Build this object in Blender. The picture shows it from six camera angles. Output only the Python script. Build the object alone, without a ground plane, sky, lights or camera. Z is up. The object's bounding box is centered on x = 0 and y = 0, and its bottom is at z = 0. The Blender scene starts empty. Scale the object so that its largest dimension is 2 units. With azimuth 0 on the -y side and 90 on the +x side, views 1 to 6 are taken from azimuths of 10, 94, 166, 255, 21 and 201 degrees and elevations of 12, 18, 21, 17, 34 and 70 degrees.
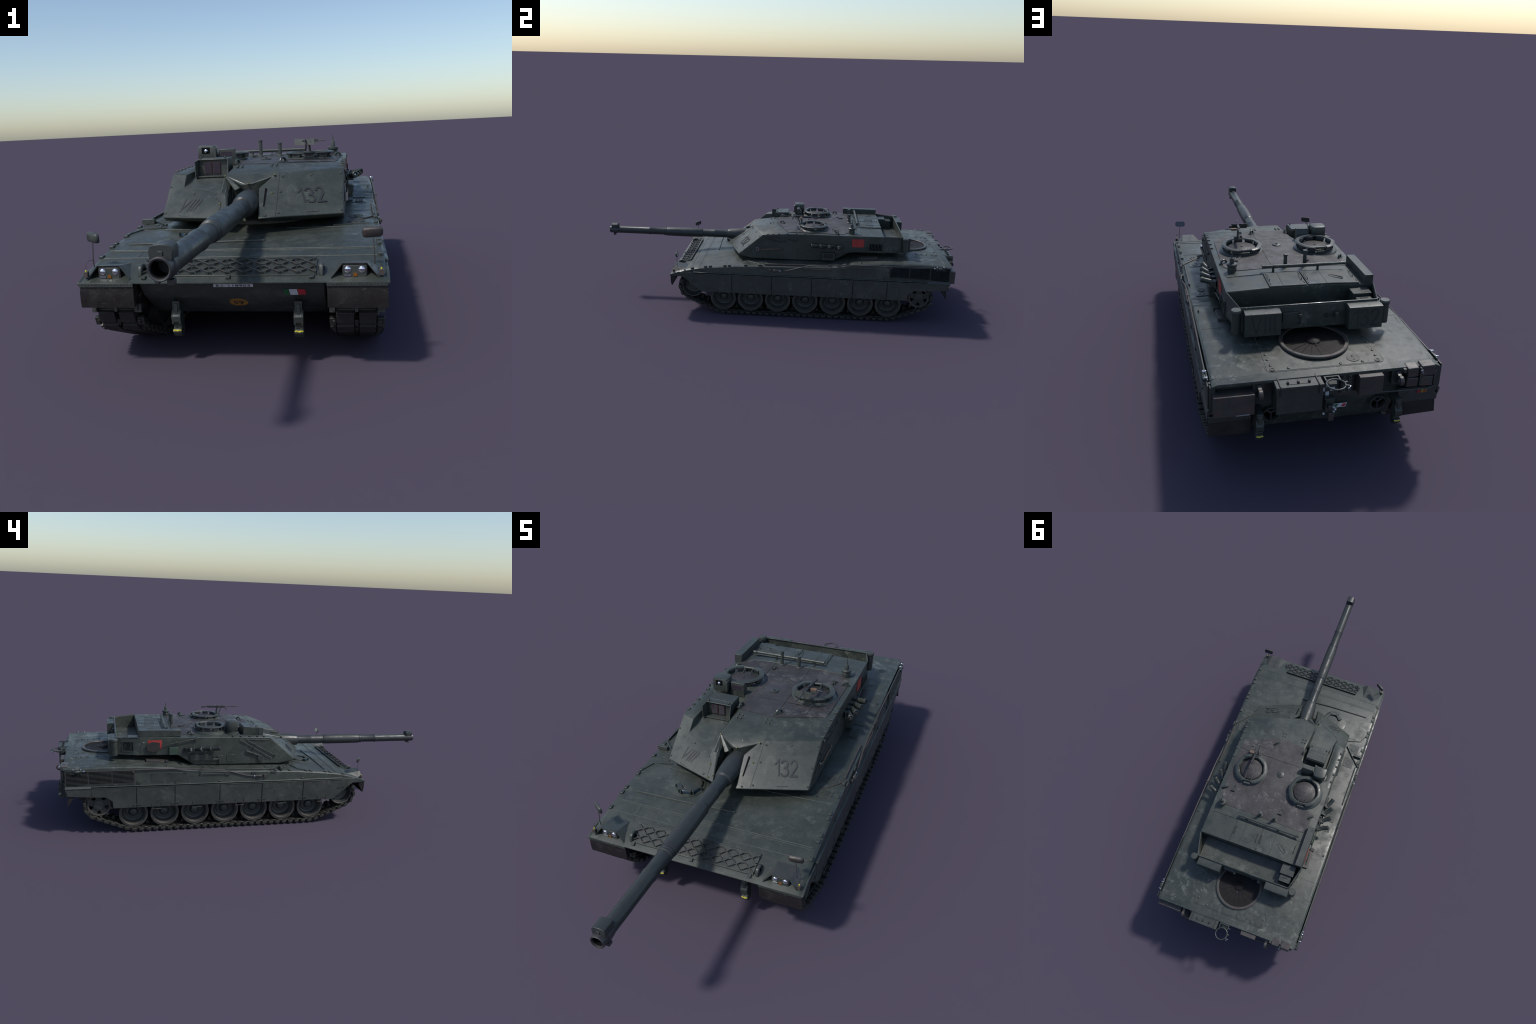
# Main battle tank, built part by part.  Metres, z up, gun points to -y.
import bpy, bmesh, math, random
from mathutils import Vector, Matrix

random.seed(7)
V = Vector
PI = math.pi

# ------------------------------------------------------------------ materials
def new_mat(name):
    m = bpy.data.materials.new(name)
    m.use_nodes = True
    nt = m.node_tree
    return m, nt, nt.nodes["Principled BSDF"]

def noise(nt, coord, scale, detail=4.0, rough=0.6, stretch=None):
    n = nt.nodes.new("ShaderNodeTexNoise")
    n.inputs["Scale"].default_value = scale
    n.inputs["Detail"].default_value = detail
    n.inputs["Roughness"].default_value = rough
    if stretch:
        mp = nt.nodes.new("ShaderNodeMapping")
        mp.inputs["Scale"].default_value = stretch
        nt.links.new(coord, mp.inputs["Vector"])
        coord = mp.outputs["Vector"]
    nt.links.new(coord, n.inputs["Vector"])
    return n.outputs["Fac"]

def ramp(nt, fac, lo, hi, a=0.0, b=1.0):
    r = nt.nodes.new("ShaderNodeMapRange")
    r.inputs["From Min"].default_value = lo
    r.inputs["From Max"].default_value = hi
    r.inputs["To Min"].default_value = a
    r.inputs["To Max"].default_value = b
    nt.links.new(fac, r.inputs["Value"])
    return r.outputs["Result"]

def mix(nt, fac, a, b, mode='MIX'):
    m = nt.nodes.new("ShaderNodeMix")
    m.data_type = 'RGBA'
    m.blend_type = mode
    for sock, v in ((m.inputs[0], fac), (m.inputs[6], a), (m.inputs[7], b)):
        if hasattr(v, "links"):
            nt.links.new(v, sock)
        elif isinstance(v, (tuple, list)):
            sock.default_value = (v[0], v[1], v[2], 1.0)
        else:
            sock.default_value = v
    return m.outputs[2]

def math_node(nt, op, a, b):
    m = nt.nodes.new("ShaderNodeMath")
    m.operation = op
    for sock, v in ((m.inputs[0], a), (m.inputs[1], b)):
        if hasattr(v, "links"):
            nt.links.new(v, sock)
        else:
            sock.default_value = v
    return m.outputs[0]

def weathered(name, base, worn, dark, rough=0.5, worn_amount=0.35, metal=0.0, scale=1.0,
              scratch=0.25, bump=0.12, spec=0.5, fine=0.12, rust=None, rust_lo=0.58, stern=False):
    """Painted armour: cloudy fading, grime patches, hair scratches, grain."""
    m, nt, bs = new_mat(name)
    co = nt.nodes.new("ShaderNodeTexCoord").outputs["Object"]
    cloud = noise(nt, co, 7.0 * scale, 6.0, 0.62)
    patch = noise(nt, co, 22.0 * scale, 5.0, 0.7)
    grain = noise(nt, co, 260.0 * scale, 3.0, 0.7)
    col = mix(nt, ramp(nt, cloud, 0.47, 0.72, 0.0, worn_amount * 0.55), base, worn)
    col = mix(nt, ramp(nt, patch, 0.52, 0.72, 0.0, 0.65), col, dark)
    # pale blotches by noise, strengthened over the stern deck to paint its sun sheen
    zone = ramp(nt, noise(nt, co, 6.0 * scale, 3.0, 0.5), 0.40, 0.62)
    if stern:
        sep = nt.nodes.new("ShaderNodeSeparateXYZ")
        nt.links.new(co, sep.inputs[0])
        zone = math_node(nt, 'MULTIPLY', math_node(nt, 'ADD', zone, 0.25), ramp(nt, sep.outputs["Y"], 0.42, 0.68, 0.55, 1.35))
    blot = math_node(nt, 'MULTIPLY', ramp(nt, noise(nt, co, 30.0 * scale, 10.0, 0.78), 0.52, 0.63), zone)
    col = mix(nt, math_node(nt, 'MULTIPLY', blot, worn_amount * 1.35), col, worn)
    fleck = ramp(nt, noise(nt, co, 120.0 * scale, 6.0, 0.7), 0.60, 0.68)
    col = mix(nt, math_node(nt, 'MULTIPLY', math_node(nt, 'MULTIPLY', fleck, zone), worn_amount * 1.1), col, worn)
    scr = noise(nt, co, 40.0 * scale, 5.0, 0.6, (1.0, 9.0, 3.0))
    scr2 = noise(nt, co, 30.0 * scale, 5.0, 0.6, (10.0, 1.0, 2.5))
    s = math_node(nt, 'MAXIMUM', ramp(nt, scr, 0.62, 0.70), ramp(nt, scr2, 0.63, 0.71))
    col = mix(nt, math_node(nt, 'MULTIPLY', s, scratch), col, worn)
    if rust:
        rn = noise(nt, co, 16.0 * scale, 6.0, 0.7)
        col = mix(nt, ramp(nt, rn, rust_lo, rust_lo + 0.14, 0.0, 0.8), col, rust)
    g = ramp(nt, grain, 0.3, 0.7, 1.0 - fine, 1.0 + fine)
    comb = nt.nodes.new("ShaderNodeCombineColor")
    for i in range(3):
        nt.links.new(g, comb.inputs[i])
    col = mix(nt, 1.0, col, comb.outputs[0], 'MULTIPLY')
    nt.links.new(col, bs.inputs["Base Color"])
    gloss = noise(nt, co, 18.0 * scale, 9.0, 0.72)
    nt.links.new(ramp(nt, gloss, 0.36, 0.62, rough + 0.15, rough - 0.15), bs.inputs["Roughness"])
    bs.inputs["Metallic"].default_value = metal
    bs.inputs["Specular IOR Level"].default_value = spec
    bp = nt.nodes.new("ShaderNodeBump")
    bp.inputs["Strength"].default_value = bump
    bp.inputs["Distance"].default_value = 0.0006
    nt.links.new(math_node(nt, 'ADD', grain, patch), bp.inputs["Height"])
    nt.links.new(bp.outputs["Normal"], bs.inputs["Normal"])
    return m

def plain(name, col, rough=0.5, metal=0.0, spec=0.5, var=0.15, scale=60.0):
    m, nt, bs = new_mat(name)
    co = nt.nodes.new("ShaderNodeTexCoord").outputs["Object"]
    n = noise(nt, co, scale, 4.0, 0.6)
    lo = tuple(c * (1 - var) for c in col)
    hi = tuple(min(1.0, c * (1 + var)) for c in col)
    nt.links.new(mix(nt, ramp(nt, n, 0.35, 0.65), lo, hi), bs.inputs["Base Color"])
    bs.inputs["Roughness"].default_value = rough
    bs.inputs["Metallic"].default_value = metal
    bs.inputs["Specular IOR Level"].default_value = spec
    return m

def glass(name, col, rough=0.08):
    m, nt, bs = new_mat(name)
    bs.inputs["Base Color"].default_value = (*col, 1)
    bs.inputs["Roughness"].default_value = rough
    bs.inputs["Coat Weight"].default_value = 1.0
    bs.inputs["Coat Roughness"].default_value = 0.03
    return m

GREEN = (0.0315, 0.0388, 0.0325)
WORN = (0.135, 0.145, 0.126)
DARK = (0.0215, 0.0265, 0.0228)
M = {}
M['paint'] = weathered("armour_paint", GREEN, WORN, DARK, 0.47, 0.42, spec=0.6, scratch=0.35, stern=True)
M['side'] = weathered("skirt_paint", (0.0325, 0.0378, 0.0335), (0.110, 0.110, 0.096), (0.0225, 0.0262, 0.0240), 0.50, 0.46, scratch=0.45, spec=0.6)
M['part'] = weathered("fitting_paint", (0.0315, 0.0378, 0.0330), (0.092, 0.098, 0.084), (0.0215, 0.0258, 0.0235), 0.44, 0.34, scale=2.2, spec=0.6)
M['roof'] = weathered("anti_slip_coating", (0.027, 0.0240, 0.0258), (0.130, 0.126, 0.124), (0.021, 0.0188, 0.0205), 0.62, 0.55, bump=0.6, fine=0.3, scratch=0.1, spec=0.6)
M['gun'] = weathered("gun_sleeve_paint", (0.0290, 0.0338, 0.0335), (0.052, 0.058, 0.053), (0.024, 0.0275, 0.0285), 0.44, 0.3, scratch=0.12, bump=0.08, spec=0.45)
M['muzzle'] = weathered("muzzle_steel", (0.030, 0.029, 0.031), (0.060, 0.058, 0.058), (0.020, 0.020, 0.022), 0.42, 0.3, spec=0.7)
M['track'] = weathered("track_steel", (0.031, 0.032, 0.027), (0.072, 0.070, 0.058), (0.020, 0.020, 0.019), 0.5, 0.4, metal=0.2, scale=2.0)
M['rubber'] = weathered("worn_rubber", (0.024, 0.022, 0.022), (0.052, 0.046, 0.042), (0.016, 0.015, 0.016), 0.7, 0.4, scale=2.0, spec=0.4)
M['dirty'] = weathered("muddy_flap_rubber", (0.015, 0.0132, 0.0130), (0.085, 0.075, 0.070), (0.011, 0.0100, 0.0102), 0.5, 0.30, scale=1.6, scratch=0.5, spec=0.4)
M['rusty'] = weathered("primer_worn_steel", (0.042, 0.040, 0.037), (0.115, 0.105, 0.095), (0.034, 0.031, 0.030), 0.45, 0.35, scale=2.5, rust=(0.080, 0.047, 0.040), rust_lo=0.50, spec=0.6)
M['primer'] = weathered("chipped_fitting_paint", (0.036, 0.040, 0.0365), (0.105, 0.100, 0.090), (0.027, 0.028, 0.027), 0.44, 0.4, scale=2.5, rust=(0.066, 0.044, 0.038), rust_lo=0.54, spec=0.7)
M['dust'] = weathered("dusty_rim", (0.056, 0.050, 0.043), (0.105, 0.092, 0.078), (0.034, 0.032, 0.029), 0.6, 0.5, scale=2.0)
M['wheel'] = weathered("wheel_paint", (0.035, 0.0385, 0.036), (0.066, 0.062, 0.054), (0.024, 0.026, 0.025), 0.5, 0.4, scale=2.0)
M['slat'] = weathered("dark_louvre_paint", (0.020, 0.0240, 0.0215), (0.060, 0.062, 0.054), (0.014, 0.0165, 0.0155), 0.55, 0.35, scale=2.0, spec=0.4)  # darker copy of the hull paint, matched to the dark look of the louvre area
M['black'] = plain("dark_recess", (0.006, 0.006, 0.007), 0.8, spec=0.05)  # near-black without gloss, so solid pieces look like unlit openings
M['fan'] = weathered("soot_dark_fan", (0.013, 0.0112, 0.0110), (0.030, 0.025, 0.022), (0.008, 0.0073, 0.0078), 0.60, 0.4, spec=0.2)
M['mark'] = plain("number_paint", (0.022, 0.023, 0.026), 0.55, var=0.1)
M['yellow'] = plain("yellow_tip", (0.58, 0.50, 0.03), 0.45)
M['ochre'] = plain("ochre_disc", (0.34, 0.17, 0.03), 0.55)
M['boltpaint'] = plain("faded_yellow_paint", (0.075, 0.080, 0.022), 0.5)
M['weld'] = weathered("weld_bead", (0.062, 0.070, 0.062), (0.12, 0.125, 0.11), (0.036, 0.042, 0.038), 0.5, 0.5, scale=6.0, scratch=0.1, bump=0.4)
M['orange'] = glass("amber_lens", (0.20, 0.070, 0.006), 0.2)
M['redlens'] = glass("red_lens", (0.25, 0.012, 0.012), 0.2)
M['red'] = plain("red_panel", (0.36, 0.035, 0.03), 0.6)
M['white'] = plain("white_paint", (0.55, 0.56, 0.60), 0.55, var=0.06)
M['flagred'] = plain("flag_red", (0.42, 0.03, 0.04), 0.55, var=0.08)
M['flaggreen'] = plain("flag_green", (0.02, 0.12, 0.045), 0.55, var=0.1)
M['mirror'] = plain("lamp_reflector", (0.85, 0.87, 0.92), 0.06, metal=1.0, var=0.02)
M['steel'] = plain("bare_steel", (0.45, 0.46, 0.50), 0.25, metal=1.0, var=0.1)
M['bluelens'] = glass("periscope_glass", (0.012, 0.040, 0.075), 0.12)
M['sightglass'] = glass("sight_glass", (0.035, 0.03, 0.04), 0.08)
M['greyglass'] = glass("inner_periscope_glass", (0.024, 0.030, 0.036), 0.2)
M['redtrim'] = plain("red_seal", (0.10, 0.045, 0.045), 0.5)
M['wood'] = plain("tool_wood", (0.17, 0.10, 0.062), 0.6, var=0.25)
M['cable'] = plain("steel_cable", (0.065, 0.058, 0.055), 0.55, metal=0.2, var=0.25, scale=400)
M['box_green'] = plain("green_can", (0.035, 0.060, 0.042), 0.55)

# ------------------------------------------------------------------ mesh builder
class Build:
    def __init__(self):
        self.bm = bmesh.new()
        self.mats = []

    def mi(self, key):
        if key not in self.mats:
            self.mats.append(key)
        return self.mats.index(key)

    def faces(self, verts, faces, mat='paint'):
        k = self.mi(mat)
        vs = [self.bm.verts.new(v) for v in verts]
        for f in faces:
            try:
                fc = self.bm.faces.new([vs[i] for i in f])
                fc.material_index = k
            except ValueError:
                pass
        return self

    def box(self, c, size, mat='paint', rot=None, taper=1.0):
        hx, hy, hz = size[0] / 2, size[1] / 2, size[2] / 2
        pts = []
        for z, t in ((-hz, 1.0), (hz, taper)):
            for x, y in ((-hx, -hy), (hx, -hy), (hx, hy), (-hx, hy)):
                p = V((x * t, y * t, z))
                pts.append((rot @ p if rot else p) + V(c))
        return self.faces(pts, [(3, 2, 1, 0), (4, 5, 6, 7), (0, 1, 5, 4), (1, 2, 6, 5), (2, 3, 7, 6), (3, 0, 4, 7)], mat)

    def prism(self, poly, vec, mat='paint'):
        n = len(poly)
        a = [V(p) for p in poly]
        b = [p + V(vec) for p in a]
        f = [tuple(range(n)), tuple(range(2 * n - 1, n - 1, -1))]
        f += [(i, (i + 1) % n, n + (i + 1) % n, n + i) for i in range(n)]
        return self.faces(a + b, f, mat)

    def loft(self, rings, mat='paint', caps=True, closed=True):
        n = len(rings[0])
        vs = [V(p) for r in rings for p in r]
        f = []
        for k in range(len(rings) - 1):
            for i in range(n if closed else n - 1):
                j = (i + 1) % n
                f.append((k * n + i, k * n + j, (k + 1) * n + j, (k + 1) * n + i))
        if caps:
            f.append(tuple(range(n)))
            f.append(tuple(range(len(rings) * n - 1, (len(rings) - 1) * n - 1, -1)))
        return self.faces(vs, f, mat)

    def lathe(self, prof, origin, axis, n=24, mat='paint', mats=None, caps=True):
        """prof: (radius, distance along axis); optional material per segment."""
        ax = V(axis).normalized()
        q = ax.to_track_quat('Z', 'Y').to_matrix()
        o = V(origin)
        rings = []
        for r, h in prof:
            if r < 1e-6:
                rings.append([self.bm.verts.new(o + ax * h)])
            else:
                rings.append([self.bm.verts.new(o + q @ V((r * math.cos(2 * PI * i / n), r * math.sin(2 * PI * i / n), h))) for i in range(n)])
        for k in range(len(rings) - 1):
            mk = self.mi(mats[k] if mats else mat)
            a, b = rings[k], rings[k + 1]
            for i in range(n):
                j = (i + 1) % n
                if len(a) == 1 and len(b) == 1:
                    continue
                if len(a) == 1:
                    vs = (a[0], b[j], b[i])
                elif len(b) == 1:
                    vs = (a[i], a[j], b[0])
                else:
                    vs = (a[i], a[j], b[j], b[i])
                f = self.bm.faces.new(vs)
                f.material_index = mk
        for end, mk in ((rings[0], (mats[0] if mats else mat)), (rings[-1], (mats[-1] if mats else mat))):
            if caps and len(end) > 1 and prof[0] != prof[-1]:
                f = self.bm.faces.new(end)
                f.material_index = self.mi(mk)
        return self

    def cyl(self, p0, p1, r, mat='paint', n=12, r1=None):
        d = V(p1) - V(p0)
        return self.lathe([(r, 0), (r if r1 is None else r1, d.length)], p0, d, n, mat)

    def tube(self, pts, r, mat='paint', n=8, closed=False):
        pts = [V(p) for p in pts]
        m = len(pts)
        rings = []
        up = V((0, 0, 1))
        for i, p in enumerate(pts):
            a = pts[i - 1] if (i or closed) else p
            b = pts[(i + 1) % m] if (i < m - 1 or closed) else p
            t = (b - a).normalized()
            s = t.cross(up)
            if s.length < 1e-3:
                s = t.cross(V((0, 1, 0)))
            s.normalize()
            w = s.cross(t).normalized()
            rings.append([p + s * (r * math.cos(2 * PI * k / n)) + w * (r * math.sin(2 * PI * k / n)) for k in range(n)])
        if closed:
            rings.append(rings[0])
        return self.loft(rings, mat, caps=not closed)

    def ring(self, c, axis, r_in, r_out, h, mat='paint', n=28):
        return self.lathe([(r_in, 0), (r_out, 0), (r_out, h), (r_in, h), (r_in, 0)], c, axis, n, mat)

    def done(self, name, parent=None, bevel=0.0, angle=34, loc=None, seg=2):
        bmesh.ops.remove_doubles(self.bm, verts=self.bm.verts, dist=1e-6)
        bmesh.ops.recalc_face_normals(self.bm, faces=self.bm.faces)
        me = bpy.data.meshes.new(name)
        self.bm.to_mesh(me)
        self.bm.free()
        for k in self.mats:
            me.materials.append(M[k])
        for p in me.polygons:
            p.use_smooth = True
        me.set_sharp_from_angle(angle=math.radians(angle))
        ob = bpy.data.objects.new(name, me)
        bpy.context.scene.collection.objects.link(ob)
        if loc is not None:
            ob.location = loc
        if parent:
            ob.parent = parent
        if bevel:
            md = ob.modifiers.new("edge_round", 'BEVEL')
            md.width = bevel
            md.segments = seg
            md.limit_method = 'ANGLE'
            md.angle_limit = math.radians(38)
        return ob

def dup(ob, parent, mat4):
    o = ob.copy()
    bpy.context.scene.collection.objects.link(o)
    o.parent = parent
    o.matrix_local = mat4
    return o

def frame(u, v, n, o):
    m = Matrix.Identity(4)
    for i, a in enumerate((u, v, n)):
        for r in range(3):
            m[r][i] = a[r]
    for r in range(3):
        m[r][3] = o[r]
    return m

def facing(o, n, up=(0, 0, 1)):
    """matrix with local z along n and local y as near `up` as possible"""
    n = V(n).normalized()
    u = V(up).cross(n).normalized()
    return frame(u, n.cross(u), n, V(o))

def lettering(name, text, mat4, height, width, parent, mat='mark', depth=0.0006, shear=0.0, slim=0.0):
    cu = bpy.data.curves.new(name, 'FONT')
    cu.body = text
    cu.extrude = depth
    cu.align_x = 'CENTER'
    cu.align_y = 'CENTER'
    cu.shear = shear
    cu.offset = slim
    tmp = bpy.data.objects.new(name + "_curve", cu)
    bpy.context.scene.collection.objects.link(tmp)
    dg = bpy.context.evaluated_depsgraph_get()
    me = bpy.data.meshes.new_from_object(tmp.evaluated_get(dg))
    bpy.data.objects.remove(tmp)
    xs = [v.co.x for v in me.vertices]
    ys = [v.co.y for v in me.vertices]
    cx, cy = (min(xs) + max(xs)) / 2, (min(ys) + max(ys)) / 2
    sx, sy = width / (max(xs) - min(xs)), height / (max(ys) - min(ys))
    for v in me.vertices:
        v.co = mat4 @ V(((v.co.x - cx) * sx, (v.co.y - cy) * sy, v.co.z))
    me.materials.clear()
    me.materials.append(M[mat])
    ob = bpy.data.objects.new(name, me)
    bpy.context.scene.collection.objects.link(ob)
    ob.parent = parent
    return ob

STROKES = {
    '1': [[(0.05, 0.72), (0.42, 1.0), (0.42, 0.0)]],
    '3': [[(0.02, 0.80), (0.12, 0.95), (0.30, 1.0), (0.48, 0.95), (0.58, 0.82), (0.58, 0.70), (0.50, 0.58), (0.26, 0.53)],
          [(0.26, 0.53), (0.52, 0.47), (0.62, 0.34), (0.62, 0.19), (0.50, 0.05), (0.30, 0.0), (0.12, 0.04), (0.0, 0.18)]],
    '2': [[(0.03, 0.76), (0.10, 0.92), (0.28, 1.0), (0.46, 0.96), (0.57, 0.84), (0.58, 0.68), (0.50, 0.52), (0.0, 0.0), (0.64, 0.0)]],
    'V': [[(0.0, 1.0), (0.36, 0.0), (0.72, 1.0)]],
    'I': [[(0.08, 1.0), (0.08, 0.0)]],
}
WIDTH = {'1': 0.62, '3': 0.86, '2': 0.64, 'V': 0.96, 'I': 0.36}

def stencil(name, text, place, height, width, parent, weight=0.0062, shear=0.0, mat='mark'):
    """painted numerals as thin raised strokes of constant width"""
    total = sum(WIDTH[c] for c in text[:-1]) + max(x for st in STROKES[text[-1]] for x, y in st)
    b = Build()
    pen = 0.0
    lift = 0.00015
    for c in text:
        for st in STROKES[c]:
            pts = [V((((pen + x) / total - 0.5) * width + (y - 0.5) * shear * height, (y - 0.5) * height)) for x, y in st]
            left, right = [], []
            for i, p in enumerate(pts):
                d0 = (p - pts[i - 1]).normalized() if i else (pts[1] - p).normalized()
                d1 = (pts[i + 1] - p).normalized() if i < len(pts) - 1 else d0
                t = (d0 + d1)
                t = t.normalized() if t.length > 1e-4 else d1
                k = weight / 2 / max(0.45, t.dot(d1))
                nrm = V((-t.y, t.x)) * k
                left.append(p + nrm)
                right.append(p - nrm)
            for i in range(len(pts) - 1):
                lift += 0.00003
                quad = [left[i], right[i], right[i + 1], left[i + 1]]
                lo = [place(q.x, q.y, -0.0008) for q in quad]
                hi = [place(q.x, q.y, lift) for q in quad]
                b.faces(lo + hi, [(0, 1, 2, 3), (7, 6, 5, 4), (0, 4, 5, 1), (1, 5, 6, 2), (2, 6, 7, 3), (3, 7, 4, 0)], mat)
        pen += WIDTH[c]
    return b.done(name, parent)

def lerp_table(t, x):
    if x <= t[0][0]:
        return t[0][1]
    for (x0, y0), (x1, y1) in zip(t, t[1:]):
        if x <= x1:
            return y0 + (y1 - y0) * (x - x0) / (x1 - x0)
    return t[-1][1]

# ------------------------------------------------------------------ the thing
tank = bpy.data.objects.new("battle_tank", None)
bpy.context.scene.collection.objects.link(tank)
tank["label"] = "dark green main battle tank with long gun and side skirts"
tank["category"] = "tank"

# ================================================================== HULL
DECK = [(-0.566, 0.2215), (-0.548, 0.2295), (-0.500, 0.2460), (-0.455, 0.2560), (-0.407, 0.2655), (-0.35, 0.2725), (-0.203, 0.2845),
        (-0.07, 0.2905), (0.10, 0.2945), (0.28, 0.2985), (0.345, 0.3050), (0.42, 0.3200), (0.50, 0.3260),
        (0.60, 0.3305), (0.76, 0.3315), (0.88, 0.3270), (0.922, 0.3255)]
EDGE = [(-0.566, 0.354), (-0.5, 0.353), (-0.30, 0.353), (0.3, 0.352), (0.6, 0.350), (0.922, 0.348)]
def deck(y):
    return lerp_table(DECK, y)
def deck_n(y):
    d = 0.01
    return V((0, -(deck(y + d) - deck(y - d)), 2 * d)).normalized()

b = Build()
rings = []
FLOOR = [(-0.566, 0.2190), (-0.537, 0.2200), (-0.50, 0.224), (-0.44, 0.238), (0.80, 0.238), (0.83, 0.225), (0.905, 0.225)]
ys = sorted(set([p[0] for p in DECK if p[0] < 0.888] + [-0.537, -0.50, -0.44, 0.80, 0.888, 0.0, 0.2]))
for y in ys:
    zt, xe, zf = deck(y), lerp_table(EDGE, y), lerp_table(FLOOR, y)
    h = zt - zf
    sh = min(0.007, h * 0.3)
    xl = 0.3570
    half = [(xe - 0.016, zt), (xe - 0.006, zt - sh * 0.3), (xe, zt - sh), (xl if h > 0.03 else xe, zf)]
    rings.append([(x, y, z) for x, z in half] + [(-x, y, z) for x, z in reversed(half)])
b.loft(rings, 'paint')
hull = b.done("hull", tank, angle=26)

# lower tub
b = Build()
PROFILE = [(-0.5400, 0.2200), (-0.5340, 0.2050), (-0.5170, 0.1800), (-0.4700, 0.1450), (-0.4220, 0.1100), (-0.37, 0.0920), (-0.33, 0.0860),
           (0.70, 0.0850), (0.79, 0.0990), (0.860, 0.1280), (0.886, 0.1900), (0.894, 0.2300), (0.894, 0.318), (0.6, 0.318), (0, 0.27), (-0.44, 0.2500)]
b.prism([(-0.2185, y, z) for y, z in PROFILE], (0.437, 0, 0), 'paint')
lower = b.done("lower_hull", hull, bevel=0.004)

# rear wall plate and its side returns
b = Build()
b.box((0, 0.8960, 0.274), (0.436, 0.006, 0.084), 'part')
for sx in (1, -1):
    b.box((sx * 0.285, 0.8930, 0.270), (0.138, 0.012, 0.096), 'part')
    b.prism([(sx * 0.336, 0.886, 0.3150), (sx * 0.336, 0.916, 0.3150), (sx * 0.336, 0.916, 0.2300), (sx * 0.336, 0.886, 0.2300)], (sx * 0.0170, 0, 0), 'part')
b.done("rear_plate", hull, bevel=0.0015)
# deck lip over the stern
b = Build()
b.loft([[(-0.334, y, deck(y) - 0.009), (-0.347, y, deck(y) - 0.006), (-0.332, y, deck(y) + 0.0004), (0.332, y, deck(y) + 0.0004), (0.347, y, deck(y) - 0.006), (0.334, y, deck(y) - 0.009)] for y in (0.8865, 0.922)], 'paint')
b.done("stern_lip", hull, bevel=0.001)

# turret ring collar
Build().lathe([(0.215, 0.285), (0.215, 0.303), (0.20, 0.306)], (0, 0.06, 0), (0, 0, 1), 64, 'part').done("turret_ring", hull)

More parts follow.
